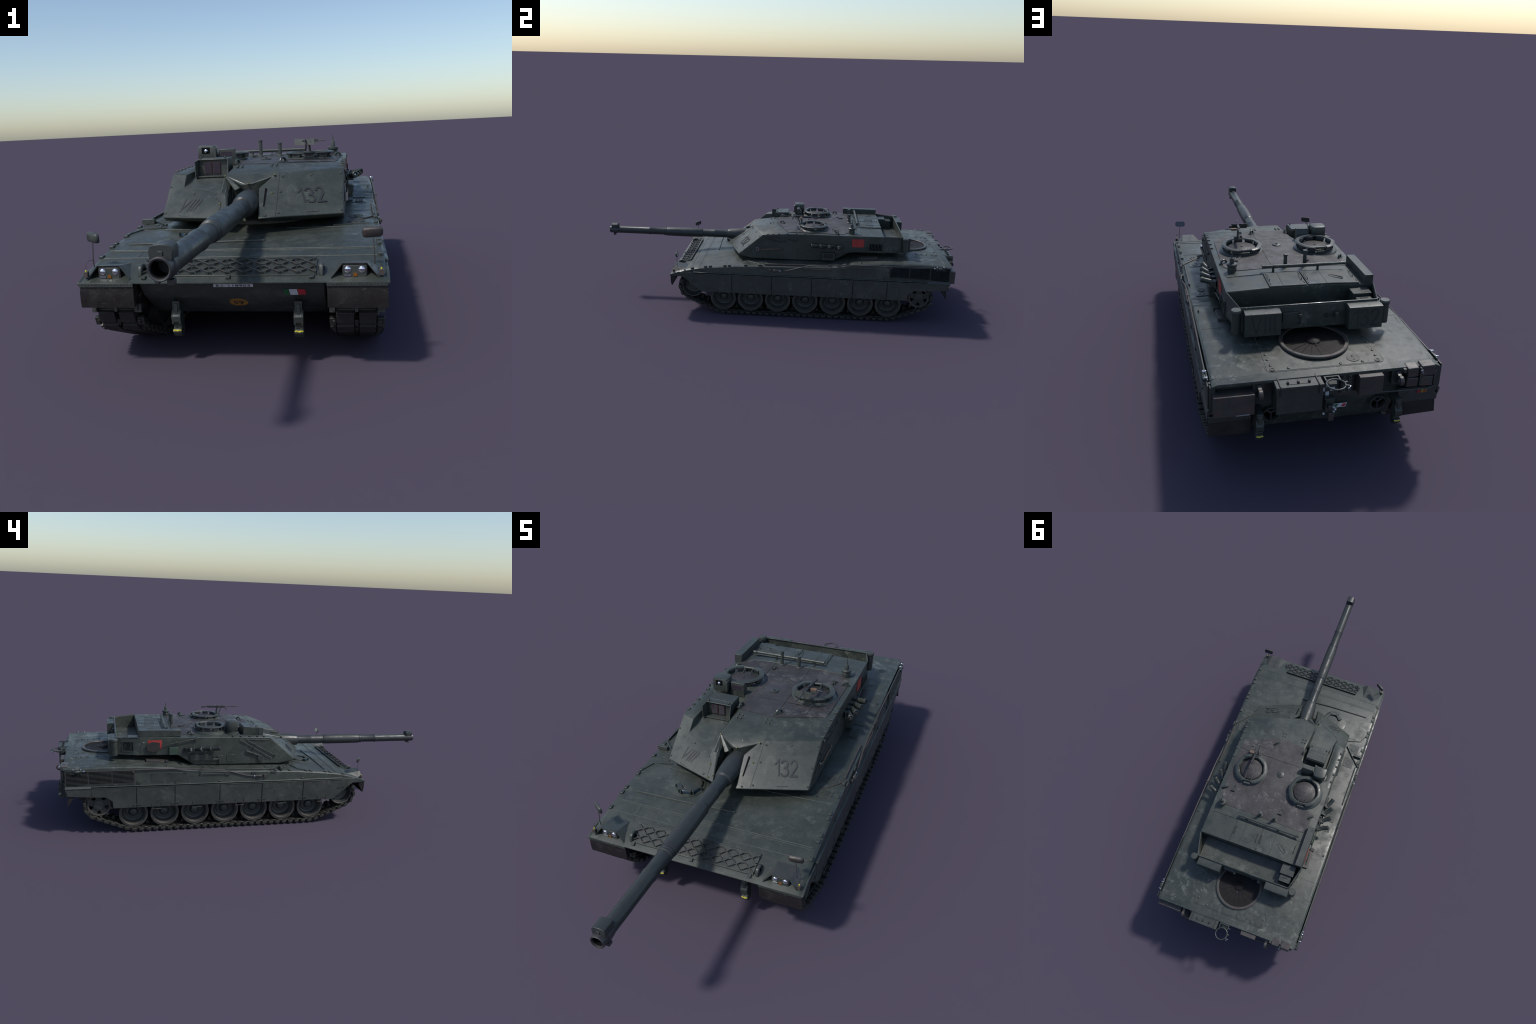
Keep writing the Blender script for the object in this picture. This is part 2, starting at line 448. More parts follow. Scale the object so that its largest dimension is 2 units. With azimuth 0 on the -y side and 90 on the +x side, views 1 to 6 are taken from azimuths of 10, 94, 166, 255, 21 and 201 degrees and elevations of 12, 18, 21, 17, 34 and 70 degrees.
for s in (1, -1):
    # front fender cheek beyond the skirt
    b = Build()
    b.prism([(s * 0.3530, -0.440, 0.238), (s * 0.3530, -0.440, 0.166), (s * 0.3530, -0.497, 0.2125), (s * 0.3530, -0.538, 0.2125),
             (s * 0.3530, -0.566, 0.2150), (s * 0.3530, -0.566, 0.2215), (s * 0.3530, -0.520, 0.2380)], (s * 0.0065, 0, 0), 'paint')
    b.done("fender_cheek", hull, bevel=0.0012)
    # rear fender extension
    b = Build()
    b.prism([(s * 0.3530, 0.799, 0.2330), (s * 0.3530, 0.916, 0.2330), (s * 0.3530, 0.916, 0.225), (s * 0.3530, 0.903, 0.1955), (s * 0.3530, 0.799, 0.1880)], (s * 0.0065, 0, 0), 'side')
    b.prism([(s * 0.3490, 0.799, 0.2450), (s * 0.3550, 0.799, 0.2450), (s * 0.3630, 0.799, 0.2320), (s * 0.3490, 0.799, 0.2320)], (0, 0.117, 0), 'side')
    b.done("rear_fender", hull, bevel=0.0012)
    # skirt panels
    seams = [-0.231, -0.017, 0.195, 0.4135, 0.594]
    x0, th, zt, zb = s * 0.3545, s * 0.0055, 0.2330, 0.1300
    polys = [[(-0.440, zt), (-0.440, 0.166), (-0.396, zb), (seams[0] - 0.0013, zb), (seams[0] - 0.0013, zt)]]
    for a, c in zip(seams, seams[1:]):
        polys.append([(a + 0.0013, zt), (a + 0.0013, zb), (c - 0.0013, zb), (c - 0.0013, zt)])
    polys.append([(seams[-1] + 0.0013, zt), (seams[-1] + 0.0013, zb), (0.703, zb), (0.705, 0.165), (0.735, 0.186), (0.7985, 0.188), (0.7985, zt)])
    for i, pl in enumerate(polys):
        b = Build()
        dx = s * 0.0006 * (i % 2)
        b.prism([(x0 + dx, y, z) for y, z in pl], (th, 0, 0), 'side')
        b.done("side_skirt", hull, bevel=0.0010)
    # rail over the skirts
    b = Build()
    b.prism([(s * 0.3490, -0.440, 0.2440), (s * 0.3620, -0.440, 0.2415), (s * 0.3635, -0.440, 0.2380), (s * 0.3490, -0.440, 0.2365)], (0, 1.239, 0), 'paint')
    b.prism([(s * 0.3530, -0.440, 0.2335), (s * 0.3615, -0.440, 0.2335), (s * 0.3615, -0.440, 0.2290), (s * 0.3530, -0.440, 0.2290)], (0, 1.239, 0), 'paint')
    b.done("skirt_rail", hull, bevel=0.0008)
    # panel latches and foot loops
    for y, z in ((0.590, 0.146), (0.412, 0.146), (0.193, 0.146), (-0.018, 0.147), (-0.232, 0.147), (-0.436, 0.194)):
        b = Build()
        t = -0.28 if y < -0.4 else 0.0
        R = Matrix.Rotation(t, 3, 'X')
        b.box((s * 0.3612, y, z), (0.003, 0.040, 0.0045), 'part', R)
        b.box((s * 0.3612, y + 0.014, z - 0.0045), (0.0025, 0.010, 0.006), 'part', R)
        b.box((s * 0.3612, y - 0.014, z - 0.0045), (0.0025, 0.006, 0.004), 'part', R)
        b.done("skirt_latch", hull)
    for y in (0.500, 0.306, 0.094, -0.121, -0.333):
        b = Build()
        b.tube([(s * 0.3608, y - 0.022, 0.152), (s * 0.3620, y - 0.022, 0.120), (s * 0.3620, y + 0.022, 0.120), (s * 0.3608, y + 0.022, 0.152)], 0.0013, 'rusty', 6)
        b.done("foot_loop", hull)
    # stowage door on the side
    b = Build()
    b.box((s * 0.3545, 0.439, 0.270), (0.0035, 0.176, 0.047), 'side')
    b.done("side_door", hull, bevel=0.0012)
    b = Build()
    for yy in (0.365, 0.439, 0.515):
        b.box((s * 0.3565, yy, 0.2950), (0.004, 0.016, 0.005), 'part')
    b.box((s * 0.3555, 0.439, 0.2945), (0.0025, 0.170, 0.0022), 'part')
    b.box((s * 0.3585, 0.405, 0.2460), (0.004, 0.014, 0.008), 'part')
    b.done("door_hinge", hull, bevel=0.0006)
    # rod in its bracket, edge blocks
    b = Build()
    b.cyl((s * 0.3585, 0.160, 0.2855), (s * 0.3585, 0.290, 0.2855), 0.0021, 'rusty', 8)
    b.box((s * 0.3570, 0.289, 0.283), (0.005, 0.007, 0.013), 'rusty')
    b.box((s * 0.3570, 0.157, 0.283), (0.006, 0.024, 0.010), 'part')
    b.done("side_rod", hull)
    b = Build()
    for yy in (0.027, -0.075):
        b.box((s * 0.3545, yy, 0.2835), (0.006, 0.024, 0.009), 'part')
    for yy in (-0.225, 0.195, 0.690):
        b.box((s * 0.3575, yy, 0.2465), (0.005, 0.016, 0.005), 'rusty')
    b.box((s * 0.3570, 0.581, 0.254), (0.009, 0.016, 0.013), 'part')
    b.done("side_block", hull, bevel=0.001)
    # long rain strip on the deck edge
    b = Build()
    b.prism([(s * 0.343, -0.058, deck(-0.058) - 0.001), (s * 0.343, 0.162, deck(0.162) - 0.001), (s * 0.343, 0.162, deck(0.162) + 0.0075), (s * 0.343, -0.058, deck(-0.058) + 0.0075)], (-s * 0.0055, 0, 0), 'rusty' if s > 0 else 'part')
    b.done("deck_edge_strip", hull, bevel=0.001)
    # tow cable with its eyes
    pts = [(0.024, 0.267), (0.050, 0.268), (0.077, 0.274), (0.125, 0.288), (0.175, 0.300), (0.230, 0.306), (0.290, 0.3095), (0.420, 0.3155),
           (0.520, 0.3165), (0.610, 0.3150), (0.720, 0.3135), (0.826, 0.3165)]
    b = Build()
    b.tube([(s * (0.3585 if y < 0.1 else 0.3565), y, z) for y, z in pts], 0.0029, 'cable', 8)
    b.done("tow_cable", hull)
    b = Build()
    b.cyl((s * 0.3600, 0.826, 0.3165), (s * 0.3600, 0.832, 0.3168), 0.0046, 'steel', 10)
    b.cyl((s * 0.3600, 0.022, 0.267), (s * 0.3600, 0.028, 0.267), 0.0046, 'steel', 10)
    b.lathe([(0.0043, 0), (0.0043, 0.014), (0.008, 0.022), (0.0082, 0.034), (0.005, 0.040), (0, 0.041)], (s * 0.3600, 0.832, 0.3165), (0, 1, -0.08), 12, 'part')
    b.lathe([(0.0043, 0), (0.0043, 0.012), (0.0075, 0.020), (0.0078, 0.032), (0, 0.038)], (s * 0.3600, 0.022, 0.267), (0, -1, 0), 12, 'rusty')
    for yy in (0.842, 0.876):
        for zz in (0.3045, 0.3245):
            b.cyl((s * 0.3530, yy, zz), (s * 0.3650, yy, zz), 0.0028, 'steel' if zz > 0.31 else 'part', 8)
    b.box((s * 0.3545, 0.860, 0.3140), (0.004, 0.058, 0.021), 'part')
    b.box((s * 0.3580, -0.028, 0.266), (0.010, 0.012, 0.013), 'rusty')
    b.done("cable_eye", hull, bevel=0.0006)
    b = Build()
    for yy, zz in ((0.609, 0.309), (0.286, 0.3085)):
        b.box((s * 0.3570, yy, zz), (0.008, 0.007, 0.012), 'rusty')
    b.done("cable_clamp", hull, bevel=0.0006)
    # engine air grille: frame, back and slats
    b = Build()
    b.box((s * 0.3550, 0.757, 0.2815), (0.001, 0.306, 0.074), 'black')
    b.done("grille_back", hull)
    b = Build()
    for yy in (0.603, 0.704, 0.811, 0.911):
        b.box((s * 0.3565, yy, 0.2815), (0.0035, 0.0035, 0.074), 'side')
    b.box((s * 0.3565, 0.757, 0.3185), (0.0035, 0.311, 0.003), 'side')
    b.done("grille_frame", hull)

slat = Build().box((0, 0, 0), (0.0040, 0.1000, 0.0016), 'slat', Matrix.Rotation(0.0, 3, 'Y')).done("grille_slat", hull)
first = True
for s in (1, -1):
    for yc, ln in ((0.6535, 0.98), (0.7575, 1.04), (0.861, 0.97)):
        for k in range(12):
            m4 = Matrix.Translation((s * 0.3570, yc, 0.2475 + k * 0.0060)) @ Matrix.Rotation(-s * 0.55, 4, 'Y') @ Matrix.Scale(ln, 4, (0, 1, 0))
            if first:
                slat.matrix_local = m4
                first = False
            else:
                dup(slat, hull, m4)

# ---- glacis details
def on_deck(x, y, lift=0.0):
    return V((x, y, deck(y) + lift))

def weld(name, pts, r=0.0013, mat='weld'):
    Build().tube([on_deck(x, y, 0.0002) for x, y in pts], r, mat, 6).done(name, hull)

weld("weld_seam", [(-0.336, -0.455), (0.336, -0.455)])
weld("weld_seam", [(-0.336, -0.407), (0.336, -0.407)])
weld("weld_seam", [(-0.336, -0.414), (0.336, -0.414)], 0.0008)
weld("weld_seam", [(0.10, -0.212), (0.336, -0.203)], 0.0009)
weld("weld_seam", [(-0.10, -0.212), (-0.336, -0.203)], 0.0009)
weld("weld_seam", [(0.246, -0.453), (0.246, -0.416)], 0.0006)
weld("weld_seam", [(-0.246, -0.453), (-0.246, -0.416)], 0.0006)
for s in (1, -1):
    weld("deck_crease", [(s * 0.331, 0.612), (s * 0.329, 0.905)], 0.0012)
    weld("deck_crease", [(s * 0.262, 0.596), (s * 0.338, 0.596)], 0.0006)
    weld("deck_crease", [(s * 0.322, -0.40), (s * 0.322, -0.21)], 0.0005)

# splash bar ahead of the turret
b = Build()
b.tube([on_deck(0.055, -0.345, 0.002), on_deck(-0.020, -0.347, 0.002), on_deck(-0.099, -0.353, 0.002), on_deck(-0.304, -0.357, 0.001)], 0.0033, 'part', 8)
b.done("splash_bar", hull)
b = Build()
b.tube([on_deck(0.349, -0.069, 0.002), on_deck(0.318, -0.105, 0.002), on_deck(0.268, -0.160, 0.002)], 0.0022, 'rusty', 8)
b.tube([on_deck(-0.345, -0.262, 0.002), on_deck(-0.320, -0.205, 0.002), on_deck(-0.255, -0.185, 0.002)], 0.0018, 'part', 8)
b.tube([on_deck(-0.262, -0.155, 0.004), on_deck(-0.306, -0.105, 0.005), on_deck(-0.350, -0.060, 0.004)], 0.0032, 'part', 8)
b.box(on_deck(0.252, -0.188, 0.002), (0.055, 0.010, 0.004), 'part', Matrix.Rotation(0.2, 3, 'Z'))
b.done("drain_bar", hull)

# edge cleats
cleat = Build().box((0, 0, 0), (0.011, 0.016, 0.006), 'part').done("deck_cleat", hull, bevel=0.001)
first = True
for s in (1, -1):
    for i, y in enumerate((-0.447, -0.376, -0.350, -0.272, -0.248, -0.160, -0.085)):
        m4 = Matrix.Translation((s * 0.3435, y, deck(y) + 0.0012)) @ Matrix.Rotation(0.1, 4, 'X')
        if first:
            cleat.matrix_local = m4
            first = False
        else:
            dup(cleat, hull, m4)
b = Build()
b.box((-0.331, -0.115, 0.2965), (0.040, 0.012, 0.015), 'part')
b.done("deck_block", hull, bevel=0.0012)

# filler plates beside the turret: square frames with bolted discs
for s in (1, -1):
    for (x, y, w, d) in ((0.300, -0.150, 0.050, 0.052), (0.296, -0.068, 0.050, 0.052), (0.300, 0.235, 0.048, 0.075), (0.300, 0.315, 0.04, 0.03)):
        b = Build()
        z = deck(y)
        b.box((s * x, y, z + 0.0004), (w, d, 0.0024), 'paint', Matrix.Rotation(0.035, 3, 'X'))
        if d > 0.04:
            for dy in ((0,) if d < 0.06 else (-0.018, 0.018)):
                b.lathe([(0.0140, 0), (0.0140, 0.0014), (0.0125, 0.0014), (0.0125, 0.0007), (0, 0.0007)], (s * x, y + dy, z + 0.0016), (0, -0.035, 1), 20, 'paint')
                for k in range(5):
                    a = 2 * PI * k / 5
                    b.cyl((s * x + 0.008 * math.cos(a), y + dy + 0.008 * math.sin(a), z + 0.001), (s * x + 0.008 * math.cos(a), y + dy + 0.008 * math.sin(a), z + 0.0036), 0.0016, 'part', 6)
        b.done("deck_cover", hull, bevel=0.0005)

# driver's hatch with three periscopes
hx, hy = -0.140, -0.277
hz = deck(hy)
hn = deck_n(hy)
b = Build()
b.lathe([(0.063, -0.004), (0.063, 0.0022), (0.060, 0.0030), (0, 0.0030)], (hx - 0.012, hy + 0.004, hz), hn, 36, 'paint')
b.lathe([(0.036, 0.0), (0.036, 0.0085), (0.033, 0.0105), (0.0, 0.0112)], (hx + 0.004, hy + 0.012, hz), hn, 32, 'part')
b.done("driver_hatch", hull, angle=30)
for ang in (-62, -8, 46):
    a = math.radians(ang)
    d = V((-math.sin(a), -math.cos(a), 0))
    u = V((d.y, -d.x, 0))
    c = V((hx, hy, hz + 0.007)) + d * 0.034
    R = frame(u, d, V((0, 0, 1)), (0, 0, 0)).to_3x3()
    b = Build()
    b.box(c, (0.034, 0.013, 0.012), 'part', R)
    b.box(c + d * 0.0068, (0.026, 0.0012, 0.0072), 'bluelens', R)
    b.box(c + u * 0.0165 + d * 0.003, (0.003, 0.018, 0.013), 'part', R)
    b.box(c - u * 0.0165 + d * 0.003, (0.003, 0.018, 0.013), 'part', R)
    b.done("driver_periscope", hull, bevel=0.0008)
weld("hatch_rod", [(-0.215, -0.262), (-0.175, -0.232)], 0.002)

# ice-cleat rack: plate with crossed grouser bars on the lower glacis
gy0, gy1 = -0.5475, -0.482
p0, p1 = V((0, gy0, 0.2335)), V((0, gy1, 0.2570))
slope = (p1 - p0).normalized()
gn = V((1, 0, 0)).cross(slope)
org = (p0 + p1) / 2 - gn * 0.003
G = frame(V((1, 0, 0)), slope, gn, org)
b = Build()
b.prism([(-0.209, gy0, deck(gy0) - 0.002), (-0.209, gy1, deck(gy1) - 0.002), (-0.209, p1.y, p1.z), (-0.209, p0.y, p0.z)], (0.408, 0, 0), 'part')
b.box(org + gn * 0.003 + slope * 0.036 + V((-0.005, 0, 0)), (0.408, 0.003, 0.004), 'part', G.to_3x3())
for x in (-0.200, 0.000, 0.190):
    b.box(org + gn * 0.002 - slope * 0.040 + V((x, 0, 0)), (0.010, 0.012, 0.005), 'part', G.to_3x3())
b.done("grouser_rack", hull, bevel=0.0006)
b = Build()
for sx in (1, -1):
    b.tube([(-sx * 0.0185, -0.0120, 0.0035), (-sx * 0.0125, -0.0090, 0.006), (-sx * 0.004, -0.0020, 0.0052), (sx * 0.004, 0.0020, 0.0052), (sx * 0.0125, 0.0090, 0.006), (sx * 0.0185, 0.0120, 0.0035)], 0.0013, 'rusty', 6)
    for e in (1, -1):
        b.box((-sx * e * 0.0180, -e * 0.0118, 0.0035), (0.0042, 0.0036, 0.0050), 'part')
        b.prism([(sx * e * 0.004, e * 0.002, 0.001), (sx * e * 0.0125, e * 0.0090, 0.001), (sx * e * 0.0125, e * 0.0090, 0.006), (sx * e * 0.004, e * 0.002, 0.0055)], (0.0010, 0, 0), 'part')
grouser = b.done("ice_grouser", hull)
first = True
for r, vy in enumerate((-0.017, 0.0145)):
    for k in range(10):
        m4 = G @ Matrix.Translation((-0.188 + k * 0.0408 + (0.0 if r == 0 else -0.003), vy, 0.0032)) @ Matrix.Rotation(random.uniform(-0.05, 0.05), 4, 'Z')
        if first:
            grouser.matrix_local = m4
            first = False
        else:
            dup(grouser, hull, m4)

# ---- nose: headlights, lugs, mirrors, mud flaps
for s in (1, -1):
    tag = 'primer' if s > 0 else 'part'
    # hood: bent plate on three sides
    b = Build()
    T = lambda x, y, z: (s * x, y, z)
    front = [T(0.232, -0.557, 0.2275), T(0.258, -0.553, 0.2600), T(0.311, -0.553, 0.2600), T(0.337, -0.557, 0.2275)]
    rear = [T(0.229, -0.485, 0.2440), T(0.252, -0.476, 0.2490), T(0.318, -0.476, 0.2490), T(0.340, -0.500, 0.2400)]
    k = len(front)
    fin = [V(p) + V((0, 0.002, -0.0032)) for p in front]
    rin = [V(p) + V((0, 0, -0.0045)) for p in rear]
    b.loft([[*front], [*rear]], tag, caps=False, closed=False)
    b.loft([fin, rin], 'part', caps=False, closed=False)
    b.loft([[*front], fin], tag, caps=False, closed=False)
    b.faces([rear[0], rear[1], rear[2], rear[3], rin[3], rin[2], rin[1], rin[0]], [(0, 1, 2, 3, 4, 5, 6, 7)], tag)
    b.done("headlight_hood", hull)
    b = Build()
    b.box((s * 0.284, -0.539, 0.2405), (0.054, 0.020, 0.031), 'rusty')
    b.box((s * 0.284, -0.5495, 0.2405), (0.050, 0.002, 0.028), 'part')
    head = b.done("headlight", hull, bevel=0.003)
    for dx in (-0.0155, 0.0155):
        b = Build()
        b.lathe([(0.0082, 0), (0.0082, 0.0015), (0.0072, 0.0016), (0.0062, 0.0030), (0.0035, 0.0042), (0, 0.0046)], (s * 0.284 + dx, -0.5500, 0.2455), (0, -1, 0.0), 20, 'mirror')
        b.done("lamp_lens", head)
    b = Build()
    b.box((s * 0.284 + 0.001, -0.5510, 0.2335), (0.0085, 0.0025, 0.0075), 'orange')
    b.done("turn_signal", head)
    b = Build()
    b.box((s * 0.284 - 0.0155, -0.5510, 0.2315), (0.0150, 0.0025, 0.0040), 'mirror')
    b.done("marker_lamp", head)
    # lifting lug: rounded eye plate
    b = Build()
    b.prism([(s * 0.2055, y, z) for y, z in ((-0.548, 0.225), (-0.548, 0.246), (-0.543, 0.255), (-0.533, 0.2585), (-0.523, 0.2575), (-0.514, 0.251), (-0.500, 0.238), (-0.500, 0.232))], (s * 0.010, 0, 0), tag)
    b.done("lifting_lug", hull, bevel=0.0025)
    b = Build()
    b.cyl((s * 0.2040, -0.530, 0.244), (s * 0.2170, -0.530, 0.244), 0.0052, 'black', 14)
    b.done("lug_hole", hull)
    # mirror on a post with lamp wire
    b = Build()
    b.tube([(s * 0.328, -0.530, 0.252), (s * 0.328, -0.533, 0.270), (s * 0.324, -0.5335, 0.320)], 0.0013, 'rusty', 8)
    b.tube([(s * 0.328, -0.534, 0.2700), (s * 0.337, -0.540, 0.2695), (s * 0.3415, -0.545, 0.264), (s * 0.3415, -0.549, 0.252)], 0.0007, 'mark', 6)
    b.box((s * 0.3415, -0.549, 0.2385), (0.010, 0.010, 0.013), 'rusty')
    b.cyl((s * 0.3415, -0.549, 0.2440), (s * 0.3415, -0.549, 0.2490), 0.0020, 'yellow', 8)
    post = b.done("mirror_post", hull, bevel=0.0004)
    b = Build()
    yaw = 0.05 if s > 0 else -0.62
    tip = 0.34 if s > 0 else 0.05
    R = Matrix.Rotation(yaw, 3, 'Z') @ Matrix.Rotation(tip, 3, 'X') @ Matrix.Rotation(-0.06 * s, 3, 'Y')
    mc = V((s * 0.3235, -0.5335, 0.3240))
    outline = []
    for cxm, czm, a0 in ((0.0155, 0.0045, 0), (-0.0155, 0.0045, 90), (-0.0155, -0.0045, 180), (0.0155, -0.0045, 270)):
        for q in range(4):
            an = math.radians(a0 + 30 * q)
            outline.append((cxm + 0.0072 * math.cos(an), czm + 0.0072 * math.sin(an)))
    b.loft([[mc + R @ V((x * k, yy, z * k)) for x, z in outline] for yy, k in ((-0.0050, 0.72), (-0.0035, 0.93), (0.0, 1.0), (0.0040, 1.0))], 'rusty' if s > 0 else 'part')
    b.loft([[mc + R @ V((x * 0.86, yy, z * 0.8)) for x, z in outline] for yy in (0.0036, 0.0046)], 'sightglass')
    b.done("wing_mirror", hull, angle=50)
    # riveted strip and rubber mud flap
    b = Build()
    b.box((s * 0.2885, -0.5655, 0.2165), (0.132, 0.0035, 0.0095), 'part')
    b.done("flap_strip", hull, bevel=0.0006)
    b = Build()
    flap = [(-0.5635, 0.2130), (-0.5640, 0.1950), (-0.5625, 0.1750), (-0.5590, 0.1600)]
    b.loft([[(s * (0.223 + 0.0006 * i), y, z), (s * (0.3545 + 0.0008 * i), y, z), (s * (0.3545 + 0.0008 * i), y + 0.004, z), (s * (0.223 + 0.0006 * i), y + 0.004, z)] for i, (y, z) in enumerate(flap)], 'dirty')
    for xx in (0.2235, 0.3515):
        b.prism([(s * xx, -0.562, 0.2125), (s * xx, -0.5585, 0.1605), (s * xx, -0.537, 0.196), (s * xx, -0.537, 0.2125)], (s * 0.003, 0, 0), 'dirty')
    b.done("mud_flap", hull)

rivet = Build().lathe([(0.0017, 0), (0.0015, 0.0009), (0, 0.0015)], (0, 0, 0), (0, 0, 1), 8, 'part').done("rivet", hull)
first = True
for s in (1, -1):
    for k in range(16):
        m4 = Matrix.Translation((s * (0.228 + k * 0.0080), -0.5672, 0.2175)) @ Matrix.Rotation(PI / 2, 4, 'X')
        if first:
            rivet.matrix_local = m4
            first = False
        else:
            dup(rivet, hull, m4)

# ---- nose markings
def on_lower(x, z):
    pts = [(z_, y_) for y_, z_ in PROFILE[:7]]
    pts = sorted(pts)
    y = lerp_table(pts, z)
    d = 0.004
    dy = lerp_table(pts, z + d) - lerp_table(pts, z - d)
    n = V((0, -2 * d, dy)).normalized()
    return V((x, y, z)), n

o, n = on_lower(0.0070, 0.2064)
F = facing(o + n * 0.0008, n)
b = Build()
b.box(o + n * 0.0003, (0.093, 0.0085, 0.0016), 'white', F.to_3x3())
b.done("number_plate", hull)
lettering("number_plate_text", "E.I. 118903", facing(o + n * 0.0014, n), 0.0055, 0.080, hull, 'mark', 0.0003)
for x0, w, c in ((0.1285, 0.0120, 'flaggreen'), (0.1450, 0.0185, 'white'), (0.1640, 0.0170, 'flagred')):
    b = Build()
    o1, n1 = on_lower(x0, 0.1950)
    o2, n2 = on_lower(x0, 0.1865)
    o3, n3 = on_lower(x0, 0.1785)
    sk = 0.0012
    rows = []
    for o_, n_, kx in ((o1, n1, -sk), (o2, n2, 0), (o3, n3, sk)):
        p = o_ + n_ * 0.0009
        rows.append([p + V((-w / 2 + kx, 0, 0)), p + V((w / 2 + kx, 0, 0)), p + V((w / 2 + kx, 0.002, 0)), p + V((-w / 2 + kx, 0.002, 0))])
    b.loft(rows, c)
    b.done("flag_stripe", hull)
o, n = on_lower(0.0065, 0.1490)
b = Build()
b.lathe([(0.0225, -0.001), (0.0225, 0.0009), (0, 0.0009)], o, n, 32, 'ochre')
b.done("weight_class_disc", hull)
lettering("weight_class_number", "59", facing(o + n * 0.0012, n), 0.021, 0.024, hull, 'mark', 0.0003)

# ---- tow hooks (clevis with yellow latch)
def tow_hook(x, y, z, dirn):
    """dirn -1 at the nose, +1 at the stern; hangs from the lower plate"""
    b = Build()
    d = dirn
    b.box((x, y - d * 0.030, z + 0.060), (0.018, 0.062, 0.026), 'part')
    b.prism([(x - 0.0045, y - d * 0.010, z + 0.072), (x - 0.0045, y + d * 0.003, z + 0.066), (x - 0.0045, y + d * 0.006, z + 0.030), (x - 0.0045, y - d * 0.008, z + 0.022)], (0.009, 0, 0), 'part')
    for e in (-1, 1):
        xx = x + e * 0.0085
        b.prism([(xx - 0.003, y - d * 0.016, z + 0.045), (xx - 0.003, y - d * 0.002, z + 0.052), (xx - 0.003, y + d * 0.008, z + 0.036), (xx - 0.003, y + d * 0.005, z + 0.016), (xx - 0.003, y - d * 0.012, z + 0.012)], (0.006, 0, 0), 'part')
    side = [(-0.020, 0.050), (-0.002, 0.052), (0.008, 0.036), (0.006, 0.022), (-0.004, 0.014), (-0.006, 0.006), (0.002, 0.0035), (0.006, -0.003), (-0.004, -0.016), (-0.017, -0.021), (-0.028, -0.010), (-0.030, 0.025)]
    b.loft([[(x + e * w, y + d * o, z + h) for o, h in side] for e, w in ((-1, 0.0075), (-1, 0.0105), (1, 0.0105), (1, 0.0075))][1:3], 'part')
    h = b.done("tow_hook", hull, bevel=0.0015)
    b = Build()
    b.tube([(x - 0.0095, y + d * 0.002, z - 0.0005), (x - 0.004, y + d * 0.005, z + 0.0015), (x + 0.0005, y + d * 0.004, z - 0.0010), (x + 0.005, y + d * 0.005, z + 0.0012), (x + 0.0095, y + d * 0.002, z)], 0.0021, 'yellow', 6)
    b.done("hook_latch", h)

tow_hook(0.153, -0.506, 0.0865, -1)
tow_hook(-0.143, -0.504, 0.0865, -1)
tow_hook(0.2125, 0.948, 0.1590, 1)
tow_hook(-0.2125, 0.948, 0.1590, 1)

# ---- stern equipment
b = Build()
b.box((0.286, 0.917, 0.264), (0.117, 0.052, 0.066), 'rusty')
b.done("stern_box", hull, bevel=0.0015)
lettering("stern_box_text", "1234567890", frame(V((-1, 0, 0)), V((0, 0, 1)), V((0, 1, 0)), (0.262, 0.9436, 0.2330)), 0.0035, 0.040, hull, 'white', 0.0002)
b = Build()
b.box((0.1015, 0.926, 0.2735), (0.136, 0.070, 0.080), 'part')
b.box((0.1015, 0.937, 0.3185), (0.140, 0.054, 0.010), 'part')
big = b.done("stern_bin", hull, bevel=0.0015)
b = Build()
for x in (0.159, 0.046):
    b.box((x, 0.937, 0.3250), (0.003, 0.054, 0.004), 'mark')
    b.box((x, 0.9655, 0.309), (0.003, 0.003, 0.030), 'mark')
for x in (0.134, 0.1035, 0.071):
    b.box((x, 0.943, 0.3265), (0.005, 0.010, 0.007), 'mark')
b.box((0.1025, 0.950, 0.3240), (0.066, 0.0012, 0.0012), 'mark')
b.done("bin_strap", big)
b = Build()
b.box((-0.121, 0.917, 0.2875), (0.074, 0.052, 0.062), 'rusty')
b.box((-0.108, 0.9435, 0.2830), (0.034, 0.0015, 0.0020), 'mark')
b.done("stern_locker", hull, bevel=0.0015)
# exhaust-clamp ring on its bracket
b = Build()
pts = []
for k in range(24):
    a = 2 * PI * k / 24
    pts.append((0.0 + 0.0275 * math.cos(a), 0.9705 + 0.0275 * math.sin(a), 0.3230))
b.tube(pts, 0.0028, 'part', 8, closed=True)
b.box((-0.031, 0.966, 0.3230), (0.012, 0.005, 0.007), 'part', Matrix.Rotation(0.4, 3, 'Z'))
b.box((-0.030, 0.984, 0.3230), (0.014, 0.005, 0.008), 'part', Matrix.Rotation(-0.5, 3, 'Z'))
b.cyl((-0.040, 0.984, 0.3230), (-0.028, 0.9930, 0.3200), 0.0022, 'steel', 8)
b.box((0.021, 0.932, 0.3195), (0.005, 0.028, 0.006), 'part')
b.box((-0.021, 0.932, 0.3195), (0.005, 0.028, 0.006), 'part')
b.box((0.0, 0.922, 0.3185), (0.040, 0.012, 0.008), 'part')
b.prism([(-0.015, 0.928, 0.3170), (-0.013, 0.946, 0.3080), (0.013, 0.946, 0.3080), (0.015, 0.928, 0.3170)], (0, 0, -0.004), 'part')
b.done("clamp_ring", hull, bevel=0.0006)
